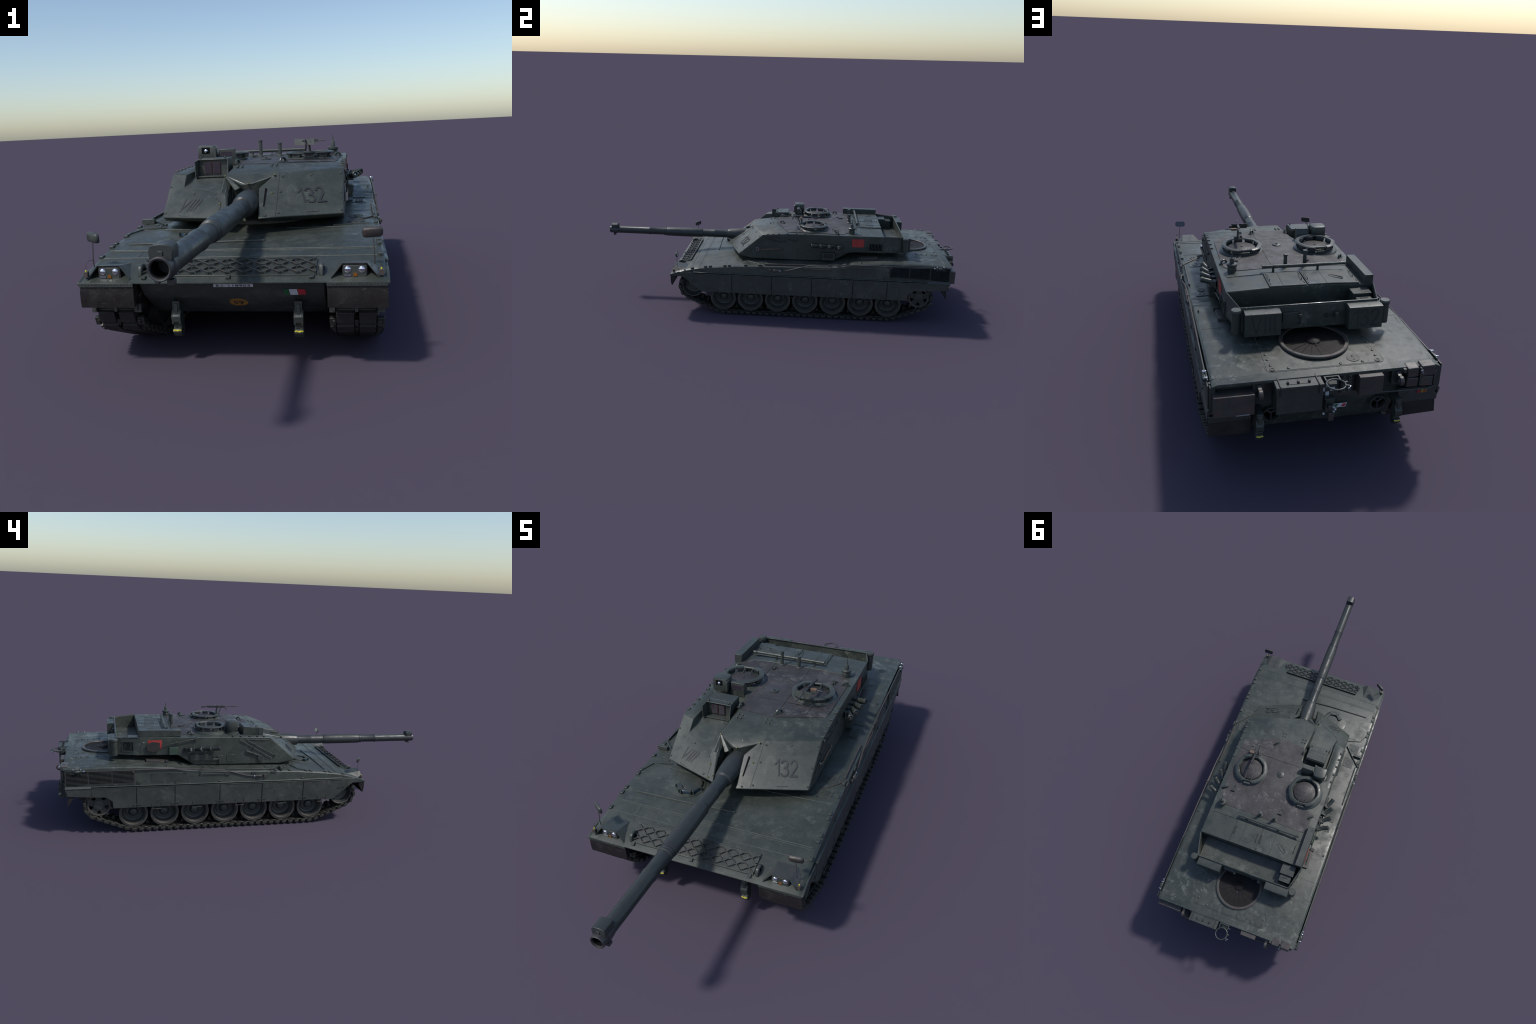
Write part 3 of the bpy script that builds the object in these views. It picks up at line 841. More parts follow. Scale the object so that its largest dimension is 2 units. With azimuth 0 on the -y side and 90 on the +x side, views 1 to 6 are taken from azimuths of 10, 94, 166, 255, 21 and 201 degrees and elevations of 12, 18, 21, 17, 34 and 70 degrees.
# convoy cross disc
b = Build()
b.lathe([(0.026, 0), (0.026, 0.002), (0, 0.002)], (0.004, 0.9100, 0.2700), (0, 1, 0), 28, 'part')
b.box((0.004, 0.900, 0.270), (0.03, 0.02, 0.03), 'part')
disc = b.done("convoy_disc", hull)
b = Build()
b.box((0.004, 0.9125, 0.2850), (0.011, 0.001, 0.016), 'white')
b.box((0.004, 0.9125, 0.2540), (0.011, 0.001, 0.016), 'white')
b.box((0.0195, 0.9125, 0.2700), (0.014, 0.001, 0.012), 'white')
b.box((-0.0115, 0.9125, 0.2700), (0.014, 0.001, 0.012), 'white')
b.done("convoy_cross", disc)
# folded chain / phone fittings between ring and locker
b = Build()
b.box((-0.056, 0.901, 0.288), (0.040, 0.022, 0.062), 'mark')
for k in range(6):
    for x in (-0.046, -0.064):
        b.ring((x, 0.912, 0.313 - k * 0.0105), (0, 1, 0.3), 0.0022, 0.0052, 0.003, 'part', 10)
b.done("spare_chain", hull)
b = Build()
b.box((-0.060, 0.900, 0.2525), (0.048, 0.022, 0.006), 'rusty')
b.tube([(-0.030, 0.8945, 0.2420), (-0.165, 0.8945, 0.2420)], 0.0020, 'part', 6)
b.done("stern_ledge", hull)
# pintle
b = Build()
b.box((0.000, 0.905, 0.222), (0.026, 0.050, 0.046), 'part')
b.box((0.002, 0.936, 0.226), (0.014, 0.018, 0.014), 'part')
b.box((-0.004, 0.931, 0.190), (0.017, 0.018, 0.028), 'rusty')
b.box((0.002, 0.924, 0.2480), (0.034, 0.018, 0.004), 'part')
b.done("tow_pintle", hull, bevel=0.002)
b = Build()
for x, z in ((-0.012, 0.2190), (-0.018, 0.2110), (0.018, 0.2000), (-0.013, 0.2030)):
    b.cyl((x, 0.930, z), (x, 0.9335, z), 0.0034, 'white', 10)
b.done("pintle_bolt", hull)
# flag at the stern
b = Build()
o = V((-0.0450, 0.8935, 0.2330 - 0.037))
for x0, w, c, dy in ((0, 0.042, 'white', 0), (0.0130, 0.0115, 'flaggreen', 0.0006), (-0.0130, 0.0115, 'flagred', 0.0006)):
    hgt = 0.0140 if c == 'white' else 0.0095
    b.prism([(o.x + x0 - w / 2 + 0.003, o.y + dy, o.z - hgt / 2), (o.x + x0 + w / 2 + 0.003, o.y + dy, o.z - hgt / 2), (o.x + x0 + w / 2 - 0.003, o.y + dy, o.z + hgt / 2), (o.x + x0 - w / 2 - 0.003, o.y + dy, o.z + hgt / 2)], (0, 0.0008, 0), c)
b.done("stern_flag", hull)
for s in (1, -1):
    # three-spoke port
    b = Build()
    c = V((s * 0.1680, 0.884, 0.1950))
    b.ring(c, (0, 1, -0.15), 0.0225, 0.0285, 0.016, 'part', 28)
    b.lathe([(0.0235, 0.004), (0, 0.004)], c, (0, 1, -0.15), 24, 'black')
    for k in range(3):
        a = 2 * PI * k / 3 + PI / 2
        b.tube([c + V((0, 0.008, 0)), c + V((0.024 * math.cos(a), 0.008, -0.024 * math.sin(a)))], 0.0034, 'mark', 6)
    b.done("drive_port", hull)
    # tow eye
    b = Build()
    b.box((s * 0.2120, 0.902, 0.2930), (0.034, 0.030, 0.056), 'part')
    b.prism([(s * 0.2060, 0.905, 0.318), (s * 0.2060, 0.938, 0.308), (s * 0.2060, 0.938, 0.280), (s * 0.2060, 0.905, 0.268)], (s * 0.012, 0, 0), 'rusty')
    b.ring((s * 0.2060, 0.945, 0.2960), (s, 0, 0), 0.0070, 0.0145, 0.012, 'rusty', 20)
    b.done("tow_eye", hull, bevel=0.0012)
    # rear mud flap
    b = Build()
    b.loft([[(s * 0.232, 0.898, 0.196), (s * 0.3560, 0.898, 0.196), (s * 0.3560, 0.902, 0.196), (s * 0.232, 0.902, 0.196)],
            [(s * 0.232, 0.902, 0.168), (s * 0.3560, 0.902, 0.168), (s * 0.3560, 0.906, 0.168), (s * 0.232, 0.906, 0.168)],
            [(s * 0.234, 0.905, 0.142), (s * 0.3570, 0.905, 0.146), (s * 0.3570, 0.908, 0.146), (s * 0.234, 0.908, 0.142)]], 'dirty')
    b.prism([(s * 0.352, 0.872, 0.195), (s * 0.352, 0.903, 0.195), (s * 0.352, 0.906, 0.150)], (s * 0.003, 0, 0), 'dirty')
    b.done("rear_mud_flap", hull)
    b = Build()
    b.box((s * 0.294, 0.908, 0.206), (0.124, 0.010, 0.022), 'part')
    b.done("flap_hanger", hull, bevel=0.001)
# bundled track pads in straps on the right of the stern
for x, z, w, h in ((-0.256, 0.3120, 0.036, 0.032), (-0.304, 0.3140, 0.044, 0.035), (-0.256, 0.2780, 0.038, 0.032), (-0.303, 0.2770, 0.040, 0.033)):
    b = Build()
    b.box((x, 0.917, z), (w, 0.034, h), 'rusty', Matrix.Rotation(random.uniform(-0.05, 0.05), 3, 'Y') @ Matrix.Rotation(random.uniform(-0.06, 0.06), 3, 'X'))
    b.done("spare_track_pad", hull, bevel=0.0025)
b = Build()
b.box((-0.281, 0.9415, 0.3165), (0.006, 0.004, 0.014), 'steel', Matrix.Rotation(0.5, 3, 'Y'))
b.box((-0.280, 0.932, 0.2960), (0.006, 0.010, 0.060), 'part')
b.box((-0.230, 0.926, 0.3180), (0.010, 0.012, 0.012), 'part')
b.box((-0.331, 0.924, 0.2900), (0.008, 0.012, 0.040), 'part')
b.tube([(-0.150, 0.934, 0.2560), (-0.225, 0.934, 0.2535), (-0.320, 0.934, 0.2525)], 0.0032, 'part', 8)
b.box((-0.318, 0.928, 0.2535), (0.014, 0.014, 0.008), 'part')
b.done("pad_bracket", hull, bevel=0.0008)
b = Build()
b.box((-0.285, 0.903, 0.2330), (0.124, 0.028, 0.030), 'part')
b.done("tail_lamp_board", hull, bevel=0.001)
for x, w, c in ((-0.2895, 0.011, 'redlens'), (-0.3010, 0.009, 'ochre'), (-0.3120, 0.011, 'orange')):
    b = Build()
    b.box((x, 0.9180, 0.2345), (w, 0.004, 0.013), c)
    b.done("tail_lamp", hull, bevel=0.001)

# ---- engine deck: access panel, fan, bolts
def deckpt(x, y, lift):
    return (x, y, deck(y) + lift)
b = Build()
b.loft([[deckpt(-0.180, y, -0.002), deckpt(0.180, y, -0.002), deckpt(0.180, y, 0.0010), deckpt(-0.180, y, 0.0010)] for y in (0.61, 0.76, 0.872, 0.880)], 'paint')
panel = b.done("engine_panel", hull, bevel=0.0008)
b = Build()
for pts in ([(0.184, 0.62), (0.184, 0.868), (0.178, 0.879), (0.170, 0.884), (-0.170, 0.884), (-0.178, 0.879), (-0.184, 0.868), (-0.184, 0.62)],):
    b.tube([deckpt(x, y, -0.0002) for x, y in pts], 0.0012, 'mark', 6)
b.done("panel_joint", hull)
b = Build()
fc = V((0.0, 0.735, 0.3315))
b.ring(fc, (0, 0, 1), 0.0985, 0.1120, 0.0085, 'rusty', 48)
fan = b.done("fan_ring", hull, bevel=0.0025)
b = Build()
b.lathe([(0.100, 0.0018), (0.05, 0.0006), (0, 0.0006)], fc, (0, 0, 1), 48, 'fan')
b.done("fan_grille_bed", fan)
blade = Build().faces([(0.012, -0.002, 0.0022), (0.097, -0.0165, 0.0024), (0.097, 0.0165, 0.0029), (0.012, 0.002, 0.0030),
                       (0.012, -0.002, 0.0012), (0.097, -0.0165, 0.0014), (0.097, 0.0165, 0.0019), (0.012, 0.002, 0.0020)],
                      [(0, 1, 2, 3), (7, 6, 5, 4), (0, 4, 5, 1), (1, 5, 6, 2), (2, 6, 7, 3), (3, 7, 4, 0)], 'fan').done("fan_blade", fan)
blade.matrix_local = Matrix.Translation(fc)
for k in range(1, 18):
    dup(blade, fan, Matrix.Translation(fc) @ Matrix.Rotation(2 * PI * k / 18, 4, 'Z'))
b = Build()
b.lathe([(0.023, 0.001), (0.022, 0.006), (0.015, 0.010), (0, 0.0125)], fc, (0, 0, 1), 28, 'fan')
b.cyl(fc + V((0.0, 0.030, 0.004)), fc + V((0.0, 0.030, 0.0075)), 0.0022, 'steel', 8)
b.done("fan_hub", fan)
bolt = Build().lathe([(0.0045, -0.001), (0.0045, 0.0020), (0.0032, 0.0026), (0, 0.0026)], (0, 0, 0), (0, 0, 1), 10, 'part').done("panel_bolt", hull)
first = True
for x, y in ((0.165, 0.85), (0.168, 0.82), (0.168, 0.79), (0.166, 0.76), (0.115, 0.871), (-0.045, 0.873), (-0.115, 0.872), (-0.166, 0.845), (-0.168, 0.815), (-0.168, 0.77), (-0.168, 0.73), (0.168, 0.70)):
    m4 = Matrix.Translation(deckpt(x, y, 0.001))
    if first:
        bolt.matrix_local = m4
        first = False
    else:
        dup(bolt, hull, m4)
b = Build()
for x in (0.164, -0.163):
    b.ring(deckpt(x, 0.871, 0.0004), (0, 0, 1), 0.0045, 0.0088, 0.0022, 'rusty', 16)
b.ring(deckpt(-0.093, 0.848, 0.0004), (0, 0, 1), 0.0195, 0.0210, 0.0014, 'rusty', 28)
b.lathe([(0.0195, 0), (0.0195, 0.0010), (0, 0.0010)], deckpt(-0.093, 0.848, 0.0004), (0, 0, 1), 28, 'paint')
for y in (0.838, 0.858):
    b.cyl(deckpt(-0.093, y, 0.001), deckpt(-0.093, y, 0.0030), 0.0026, 'part', 8)
b.done("filler_cap", hull)
# deck boxes in the lee of the bustle
for s in (1, -1):
    b = Build()
    y0, y1 = 0.452, 0.542
    b.prism([(s * 0.245, y0, deck(y0)), (s * 0.245, y1, deck(y1)), (s * 0.245, y1, deck(y1) + 0.010), (s * 0.245, y0, deck(y0) + 0.008)], (s * 0.033, 0, 0), 'rusty')
    b.prism([(s * 0.262, 0.437, deck(0.437)), (s * 0.262, 0.452, deck(0.452)), (s * 0.262, 0.452, deck(0.452) + 0.012), (s * 0.262, 0.437, deck(0.437) + 0.012)], (s * 0.020, 0, 0), 'mark')
    b.done("deck_locker", hull, bevel=0.001)
    b = Build()
    b.cyl((s * 0.335, 0.452, deck(0.452)), (s * 0.335, 0.452, deck(0.452) + 0.008), 0.003, 'rusty', 8)
    b.done("deck_stud", hull)

# ================================================================== RUNNING GEAR
WHEEL_Y = [-0.2810 + 0.14825 * k for k in range(7)]
def wheel_mesh(s):
    """two dished discs with solid tyres; outboard side is +s"""
    b = Build()
    ax = (s, 0, 0)
    for o, out in ((0.0, -1), (0.050, 1)):
        x = o
        b.lathe([(0.053, x + 0.002), (0.0635, x), (0.0635, x + 0.042), (0.058, x + 0.042)], (0, 0, 0), ax, 44, 'wheel', caps=False)
    # outer dish
    b.lathe([(0.0635, 0.0905), (0.0610, 0.0920), (0.0585, 0.0895), (0.0540, 0.0740), (0.0455, 0.0590), (0.0395, 0.0560), (0.0375, 0.0600),
             (0.0250, 0.0600), (0.0215, 0.0570), (0.0195, 0.0575), (0.0190, 0.0660), (0.0150, 0.0710), (0.0080, 0.0730), (0, 0.0730)], (0, 0, 0), ax, 44, 'wheel',
            mats=['dust', 'dust', 'dust', 'wheel', 'wheel', 'wheel', 'wheel', 'wheel', 'wheel', 'part', 'part', 'part', 'part'], caps=False)
    b.lathe([(0.060, 0.006), (0.03, 0.020), (0.0, 0.020)], (0, 0, 0), ax, 32, 'wheel', caps=False)
    b.lathe([(0.028, 0.010), (0.028, 0.055)], (0, 0, 0), ax, 20, 'part')
    for k in range(8):
        a = 2 * PI * k / 8
        p = V((0, 0.0305 * math.cos(a), 0.0305 * math.sin(a)))
        b.cyl(p + V((s * 0.059, 0, 0)), p + V((s * 0.0632, 0, 0)), 0.0026, 'part', 6)
    return b.done("road_wheel", tank, angle=30)

def tyre_mesh(s, parent):
    b = Build()
    for x in (0.0, 0.050):
        b.lathe([(0.0630, x + 0.001), (0.0680, x + 0.001), (0.0700, x + 0.005), (0.0700, x + 0.037), (0.0680, x + 0.0415), (0.0630, x + 0.0415)], (0, 0, 0), (s, 0, 0), 48, 'dust',
                mats=['dust', 'rubber', 'rubber', 'rubber', 'dust'], caps=False)
    return b.done("wheel_tyre", parent, angle=30)

for s in (1, -1):
    w0 = wheel_mesh(s)
    w0.location = (s * 0.2430, WHEEL_Y[0], 0.0895)
    t0 = tyre_mesh(s, w0)
    for y in WHEEL_Y[1:]:
        w = dup(w0, tank, Matrix.Translation((s * 0.2430, y, 0.0895)) @ Matrix.Rotation(random.uniform(0, 6.28), 4, 'X'))
        dup(t0, w, Matrix.Identity(4))
    # suspension arms
    for y in WHEEL_Y:
        b = Build()
        b.tube([(s * 0.235, y, 0.0895), (s * 0.232, y - 0.055, 0.118)], 0.013, 'part', 10)
        b.cyl((s * 0.215, y - 0.055, 0.118), (s * 0.240, y - 0.055, 0.118), 0.018, 'part', 14)
        b.done("swing_arm", tank)
    # idler
    b = Build()
    ax = (s, 0, 0)
    b.lathe([(0.052, 0.0), (0.0600, 0.0), (0.0600, 0.040), (0.052, 0.040)], (0, 0, 0), ax, 40, 'wheel', caps=False)
    b.lathe([(0.052, 0.050), (0.0600, 0.050), (0.0600, 0.090), (0.0575, 0.0925), (0.0545, 0.0905), (0.0440, 0.0640), (0.0320, 0.0600), (0.0285, 0.0640), (0.0190, 0.0640), (0.0180, 0.0720), (0.010, 0.0740), (0, 0.0740)], (0, 0, 0), ax, 40, 'wheel',
            mats=['wheel', 'dust', 'dust', 'dust', 'wheel', 'wheel', 'part', 'rusty', 'rusty', 'rusty', 'rusty'], caps=False)
    b.lathe([(0.026, 0.0), (0.026, 0.078)], (0, 0, 0), ax, 20, 'part')
    for k in range(10):
        a = 2 * PI * k / 10
        p = V((0, 0.0235 * math.cos(a), 0.0235 * math.sin(a)))
        b.cyl(p + V((s * 0.062, 0, 0)), p + V((s * 0.0670, 0, 0)), 0.0024, 'part', 6)
    idl = b.done("idler_wheel", tank, angle=30)
    idl.location = (s * 0.2430, -0.447, 0.1505)
    # sprocket: toothed rims, spoked dish, bolted hub
    b = Build()
    b.lathe([(0.046, 0.0845), (0.0560, 0.0845), (0.0560, 0.0930), (0.0530, 0.0950), (0.0460, 0.0940), (0.046, 0.0845)], (0, 0, 0), ax, 40, 'dust')
    b.lathe([(0.046, 0.0), (0.0560, 0.0), (0.0560, 0.009), (0.046, 0.009), (0.046, 0.0)], (0, 0, 0), ax, 40, 'wheel')
    b.lathe([(0.0300, 0.084), (0.0300, 0.0900), (0.0250, 0.0920), (0.0240, 0.0960), (0.010, 0.0985), (0, 0.0985)], (0, 0, 0), ax, 32, 'wheel')
    b.lathe([(0.036, 0.0), (0.036, 0.072)], (0, 0, 0), ax, 24, 'black')
    for k in range(5):
        a = 2 * PI * k / 5 + 0.3
        d = V((0, math.cos(a), math.sin(a)))
        e = V((0, -math.sin(a), math.cos(a)))
        b.prism([d * 0.026 - e * 0.013 + V((s * 0.085, 0, 0)), d * 0.026 + e * 0.013 + V((s * 0.085, 0, 0)), d * 0.048 + e * 0.017 + V((s * 0.085, 0, 0)), d * 0.048 - e * 0.017 + V((s * 0.085, 0, 0))], (s * 0.006, 0, 0), 'wheel')
    for k in range(10):
        a = 2 * PI * k / 10
        p = V((0, 0.0265 * math.cos(a), 0.0265 * math.sin(a)))
        b.cyl(p + V((s * 0.089, 0, 0)), p + V((s * 0.0940, 0, 0)), 0.0028, 'part', 6)
    for k in range(11):
        a = 2 * PI * k / 11
        d = V((0, math.cos(a), math.sin(a)))
        e = V((0, -math.sin(a), math.cos(a)))
        for x in (0.0865, 0.001):
            b.prism([d * 0.0545 - e * 0.007 + V((s * x, 0, 0)), d * 0.0545 + e * 0.007 + V((s * x, 0, 0)), d * 0.0660 + e * 0.0025 + V((s * x, 0, 0)), d * 0.0660 - e * 0.0025 + V((s * x, 0, 0))], (s * 0.006, 0, 0), 'dust')
    spr = b.done("drive_sprocket", tank, angle=30)
    spr.location = (s * 0.2400, 0.768, 0.1395)
    b = Build()
    b.cyl((s * 0.21, 0.768, 0.1395), (s * 0.245, 0.768, 0.1395), 0.05, 'part', 28)
    b.done("final_drive", tank)

# ---- tracks: closed path through the wheel rims, links in a loop
def track_path():
    pts = []
    ic, ir = V((-0.447, 0.1505)), 0.0615
    sc, sr = V((0.768, 0.1395)), 0.0580
    zb = 0.0195
    r_w = 0.0705
    def arc(c, r, a0, a1, n):
        for k in range(n + 1):
            a = a0 + (a1 - a0) * k / n
            pts.append(V((c.x + r * math.cos(a), c.y + r * math.sin(a))))
    w0 = V((WHEEL_Y[0], zb + r_w))
    w1 = V((WHEEL_Y[-1], zb + r_w))
    def tangent_angle(c0, r0, c1, r1):
        # outer tangent running below both circles; angle of its normal
        d = c1 - c0
        base = math.atan2(d.y, d.x)
        return base - PI / 2 + math.asin((r1 - r0) / d.length) * -1.0
    a_front = tangent_angle(ic, ir, w0, r_w)
    a_rear = tangent_angle(w1, r_w, sc, sr)
    arc(ic, ir, PI / 2, PI, 14)
    arc(ic, ir, PI, 2 * PI + a_front, 12)
    arc(w0, r_w, a_front, -PI / 2, 6)
    arc(w1, r_w, -PI / 2, a_rear, 6)
    arc(sc, sr, a_rear, PI / 2, 24)
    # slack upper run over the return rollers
    for k in range(1, 12):
        t = k / 12
        y = sc.x + (ic.x - sc.x) * t
        z = (sc.y + sr) * (1 - t) + (ic.y + ir) * t - 0.004 * abs(math.sin(4 * PI * t))
        pts.append(V((y, z)))
    return pts

path = track_path()
path.append(path[0])
cum = [0.0]
for a, c in zip(path, path[1:]):
    cum.append(cum[-1] + (c - a).length)
total = cum[-1]
NL = round(total / 0.0340)
def at(sv):
    sv %= total
    for k in range(len(cum) - 1):
        if sv <= cum[k + 1]:
            t = (sv - cum[k]) / max(1e-9, cum[k + 1] - cum[k])
            return path[k].lerp(path[k + 1], t)
    return path[-1]

pitch = total / NL
b = Build()
hp = pitch * 0.5
for x0, x1 in ((-0.0445, -0.0045), (0.0055, 0.0475)):
    b.box(((x0 + x1) / 2, 0, 0.0055), (x1 - x0 - 0.001, pitch * 0.90, 0.011), 'track')
    b.box(((x0 + x1) / 2, 0, 0.0140), (x1 - x0 - 0.001, pitch * 0.93, 0.0090), 'rubber', taper=0.97)
for x, w in ((-0.0545, 0.018), (0.0555, 0.014)):
    b.box((x, hp * 0.92, 0.0070), (w, pitch * 0.66, 0.0120), 'track')
    b.box((x * 0.94, hp * 0.92, 0.0140), (w * 0.5, pitch * 0.40, 0.0060), 'track')
b.box((0.0005, hp, 0.0080), (0.0085, pitch * 0.50, 0.0150), 'track')
b.prism([(-0.003, hp - 0.009, 0.001), (-0.003, hp + 0.009, 0.001), (-0.003, hp + 0.003, -0.019), (-0.003, hp - 0.003, -0.019)], (0.007, 0, 0), 'track')
for y in (-hp * 0.96, hp * 0.96):
    b.cyl((-0.062, y, 0.0065), (0.062, y, 0.0065), 0.0036, 'track', 8)
link = b.done("track_link", tank, bevel=0.0010, seg=1)
first = True
for s in (1, -1):
    for k in range(NL):
        p0, p1 = at(k * pitch), at((k + 1) * pitch)
        m = (p0 + p1) / 2
        t = (p1 - p0).normalized()
        # path runs idler -> ground -> sprocket, outward normal on its right
        n = V((t.y, -t.x))
        v = V((0, t.x, t.y))
        nn = V((0, n.x, n.y))
        u = v.cross(nn)
        m4 = frame(u, v, nn, (s * 0.2875, m.x, m.y))
        if first:
            link.matrix_local = m4
            first = False
        else:
            dup(link, tank, m4)

# ================================================================== TURRET
def face_y(x, z):
    """front armour plane: same wedge on both sides of the gun"""
    ax = abs(x)
    yb = lerp_table([(0.0, -0.290), (0.050, -0.281), (0.078, -0.274), (0.257, -0.2015)], ax)   # at z = .325
    k = lerp_table([(0.0, 1.30), (0.078, 1.30), (0.257, 1.16)], ax)
    return yb + (z - 0.325) * k

def F_(x, z):
    return (x, face_y(x, z), z)

b = Build()
P = {}
def add(k, p):
    P[k] = len(vl)
    vl.append(V(p))
vl = []
Xs = 0.2565
# right half front plate
add('rb', F_(Xs, 0.3200)); add('rt', F_(Xs, 0.4335)); add('st', F_(0.077, 0.4305)); add('sb', F_(0.077, 0.3240)); add('nb', F_(0.031, 0.3220))
add('nt', (0.021, -0.190, 0.393)); add('vt', (0.064, -0.1470, 0.4275))
# chin under the front plate
add('rbc', (Xs, -0.180, 0.3080)); add('sbc', (0.077, -0.255, 0.3110)); add('nbc', (0.033, -0.262, 0.3110))
add('rbu', (Xs, -0.130, 0.2975)); add('sbu', (0.077, -0.175, 0.2985)); add('nbu', (0.033, -0.175, 0.2985))
# roof front line and roof grid
add('rf', (0.237, 0.060, 0.4445)); add('cf', (0.064, -0.014, 0.4505)); add('lf', (-0.070, -0.004, 0.4505))
add('re', (Xs, 0.070, 0.4425)); add('r2', (Xs, 0.570, 0.4460)); add('rf2', (0.237, 0.570, 0.4470))
add('cf2', (0.110, 0.570, 0.4525)); add('lf2', (-0.110, 0.570, 0.4525)); add('lm2', (-0.225, 0.570, 0.4470)); add('l2', (-Xs, 0.570, 0.4445))
add('crm', (0.110, 0.060, 0.4520)); add('lrm', (-0.084, 0.060, 0.4515))
add('vl', (-0.082, -0.1470, 0.4290)); add('vb', (-0.009, -0.1770, 0.4035)); add('vbl', (-0.019, -0.1755, 0.4035)); add('vbr', (0.001, -0.1755, 0.4035))
# left trough
add('wl', (-0.0845, -0.205, 0.3845)); add('fr', F_(-0.094, 0.3850)); add('fl', F_(-0.207, 0.3970)); add('ti', F_(-0.207, 0.4320)); add('to', F_(-Xs, 0.4345))
add('lb', F_(-Xs, 0.3200)); add('lsb', F_(-0.079, 0.3240)); add('lnb', F_(-0.050, 0.3230)); add('lni', F_(-0.068, 0.3840))
add('lbc', (-Xs, -0.180, 0.3080)); add('lsbc', (-0.079, -0.255, 0.3110)); add('lnbc', (-0.052, -0.262, 0.3110))
add('lbu', (-Xs, -0.130, 0.2975)); add('lsbu', (-0.079, -0.175, 0.2985)); add('lnbu', (-0.052, -0.175, 0.2985))
add('s1', (-0.0845, -0.037, 0.4180)); add('s2', (-0.203, -0.036, 0.4160)); add('s3', (-0.203, 0.060, 0.4250)); add('s4', (-0.0845, 0.060, 0.4250))
add('ri', (-0.206, 0.060, 0.4370)); add('ro', (-Xs, 0.060, 0.4385)); add('q1', (-0.0845, 0.066, 0.4375)); add('q2', (-0.206, 0.066, 0.4375))
add('q3', (-0.0845, 0.150, 0.4500)); add('q4', (-0.225, 0.150, 0.4440)); add('q5', (-Xs, 0.150, 0.4400)); add('q3w', (-0.0845, 0.066, 0.4515)); add('q3r', (-0.110, 0.150, 0.4515))
# lower side and bustle
add('rk', (Xs, 0.305, 0.3000)); add('rk2', (Xs, 0.389, 0.3530)); add('rr', (Xs, 0.570, 0.3560)); add('lk', (-Xs, 0.305, 0.3000)); add('lk2', (-Xs, 0.389, 0.3530)); add('lr', (-Xs, 0.570, 0.3560))
# gun bay
add('bl', (-0.062, -0.150, 0.3200)); add('br', (0.045, -0.150, 0.3200)); add('blt', (-0.062, -0.150, 0.4060)); add('brt', (0.045, -0.150, 0.4060))
fcs = [
    ('rb', 'rt', 'st', 'sb'), ('sb', 'st', 'vt', 'nt', 'nb'), ('rb', 'sb', 'sbc', 'rbc'), ('sb', 'nb', 'nbc', 'sbc'), ('rbc', 'sbc', 'sbu', 'rbu'), ('sbc', 'nbc', 'nbu', 'sbu'),
    ('rt', 're', 'rf'), ('rt', 'rf', 'cf', 'st'), ('st', 'cf', 'lf', 'vl', 'vt'), ('vl', 'vt', 'vbr', 'vb', 'vbl'),
    ('re', 'r2', 'rf2', 'rf'), ('rf', 'rf2', 'cf2', 'crm'), ('rf', 'crm', 'cf'), ('cf', 'crm', 'lrm', 'lf'), ('crm', 'cf2', 'lf2', 'q3r', 'q3w', 'lrm'),
    ('q3r', 'lf2', 'lm2', 'q4'), ('q4', 'lm2', 'l2', 'q5'), ('q1', 'q3r', 'q4', 'q2'), ('q2', 'q4', 'q5', 'ro', 'ri'), ('q1', 'q3w', 'q3r'), ('q1', 'q3w', 'lrm', 's4'),
    ('lf', 'lrm', 's4', 's1', 'wl', 'vl'), ('wl', 'fr', 's1'), ('fr', 'fl', 's2', 's1'), ('s1', 's2', 's3', 's4'), ('s3', 's4', 'q1', 'q2'), ('s3', 'q2', 'ri'),
    ('fl', 'ti', 'ri', 's3', 's2'), ('ti', 'to', 'ro', 'ri'),
    ('lb', 'to', 'ti', 'fl', 'fr', 'lsb'), ('lsb', 'fr', 'wl', 'lni', 'lnb'), ('lb', 'lsb', 'lsbc', 'lbc'), ('lsb', 'lnb', 'lnbc', 'lsbc'), ('lbc', 'lsbc', 'lsbu', 'lbu'), ('lsbc', 'lnbc', 'lnbu', 'lsbu'),
    ('rb', 'rbc', 'rbu', 'rk', 'rk2', 'rr', 'r2', 're', 'rt'), ('lb', 'lbc', 'lbu', 'lk', 'lk2', 'lr', 'l2', 'q5', 'ro', 'to'),
    ('rbu', 'sbu', 'nbu', 'lnbu', 'lsbu', 'lbu', 'lk', 'rk'), ('rk', 'lk', 'lk2', 'rk2'), ('rk2', 'lk2', 'lr', 'rr'), ('rr', 'lr', 'l2', 'lm2', 'lf2', 'cf2', 'rf2', 'r2'),
    ('nb', 'nt', 'brt', 'br'), ('nb', 'br', 'nbu', 'nbc'), ('nt', 'vt', 'brt'), ('vt', 'vbr', 'brt'), ('lnb', 'lni', 'blt', 'bl'), ('lnb', 'bl', 'lnbu', 'lnbc'), ('lni', 'wl', 'vl', 'blt'), ('vl', 'vbl', 'blt'),
    ('bl', 'br', 'brt', 'vbr', 'vb', 'vbl', 'blt'), ('bl', 'br', 'nbu', 'lnbu'),
]
b.faces(vl, [tuple(P[k] for k in f) for f in fcs], 'paint')
turret = b.done("turret", tank, bevel=0.0040, angle=36, seg=3)
turret.modifiers["edge_round"].angle_limit = math.radians(33)

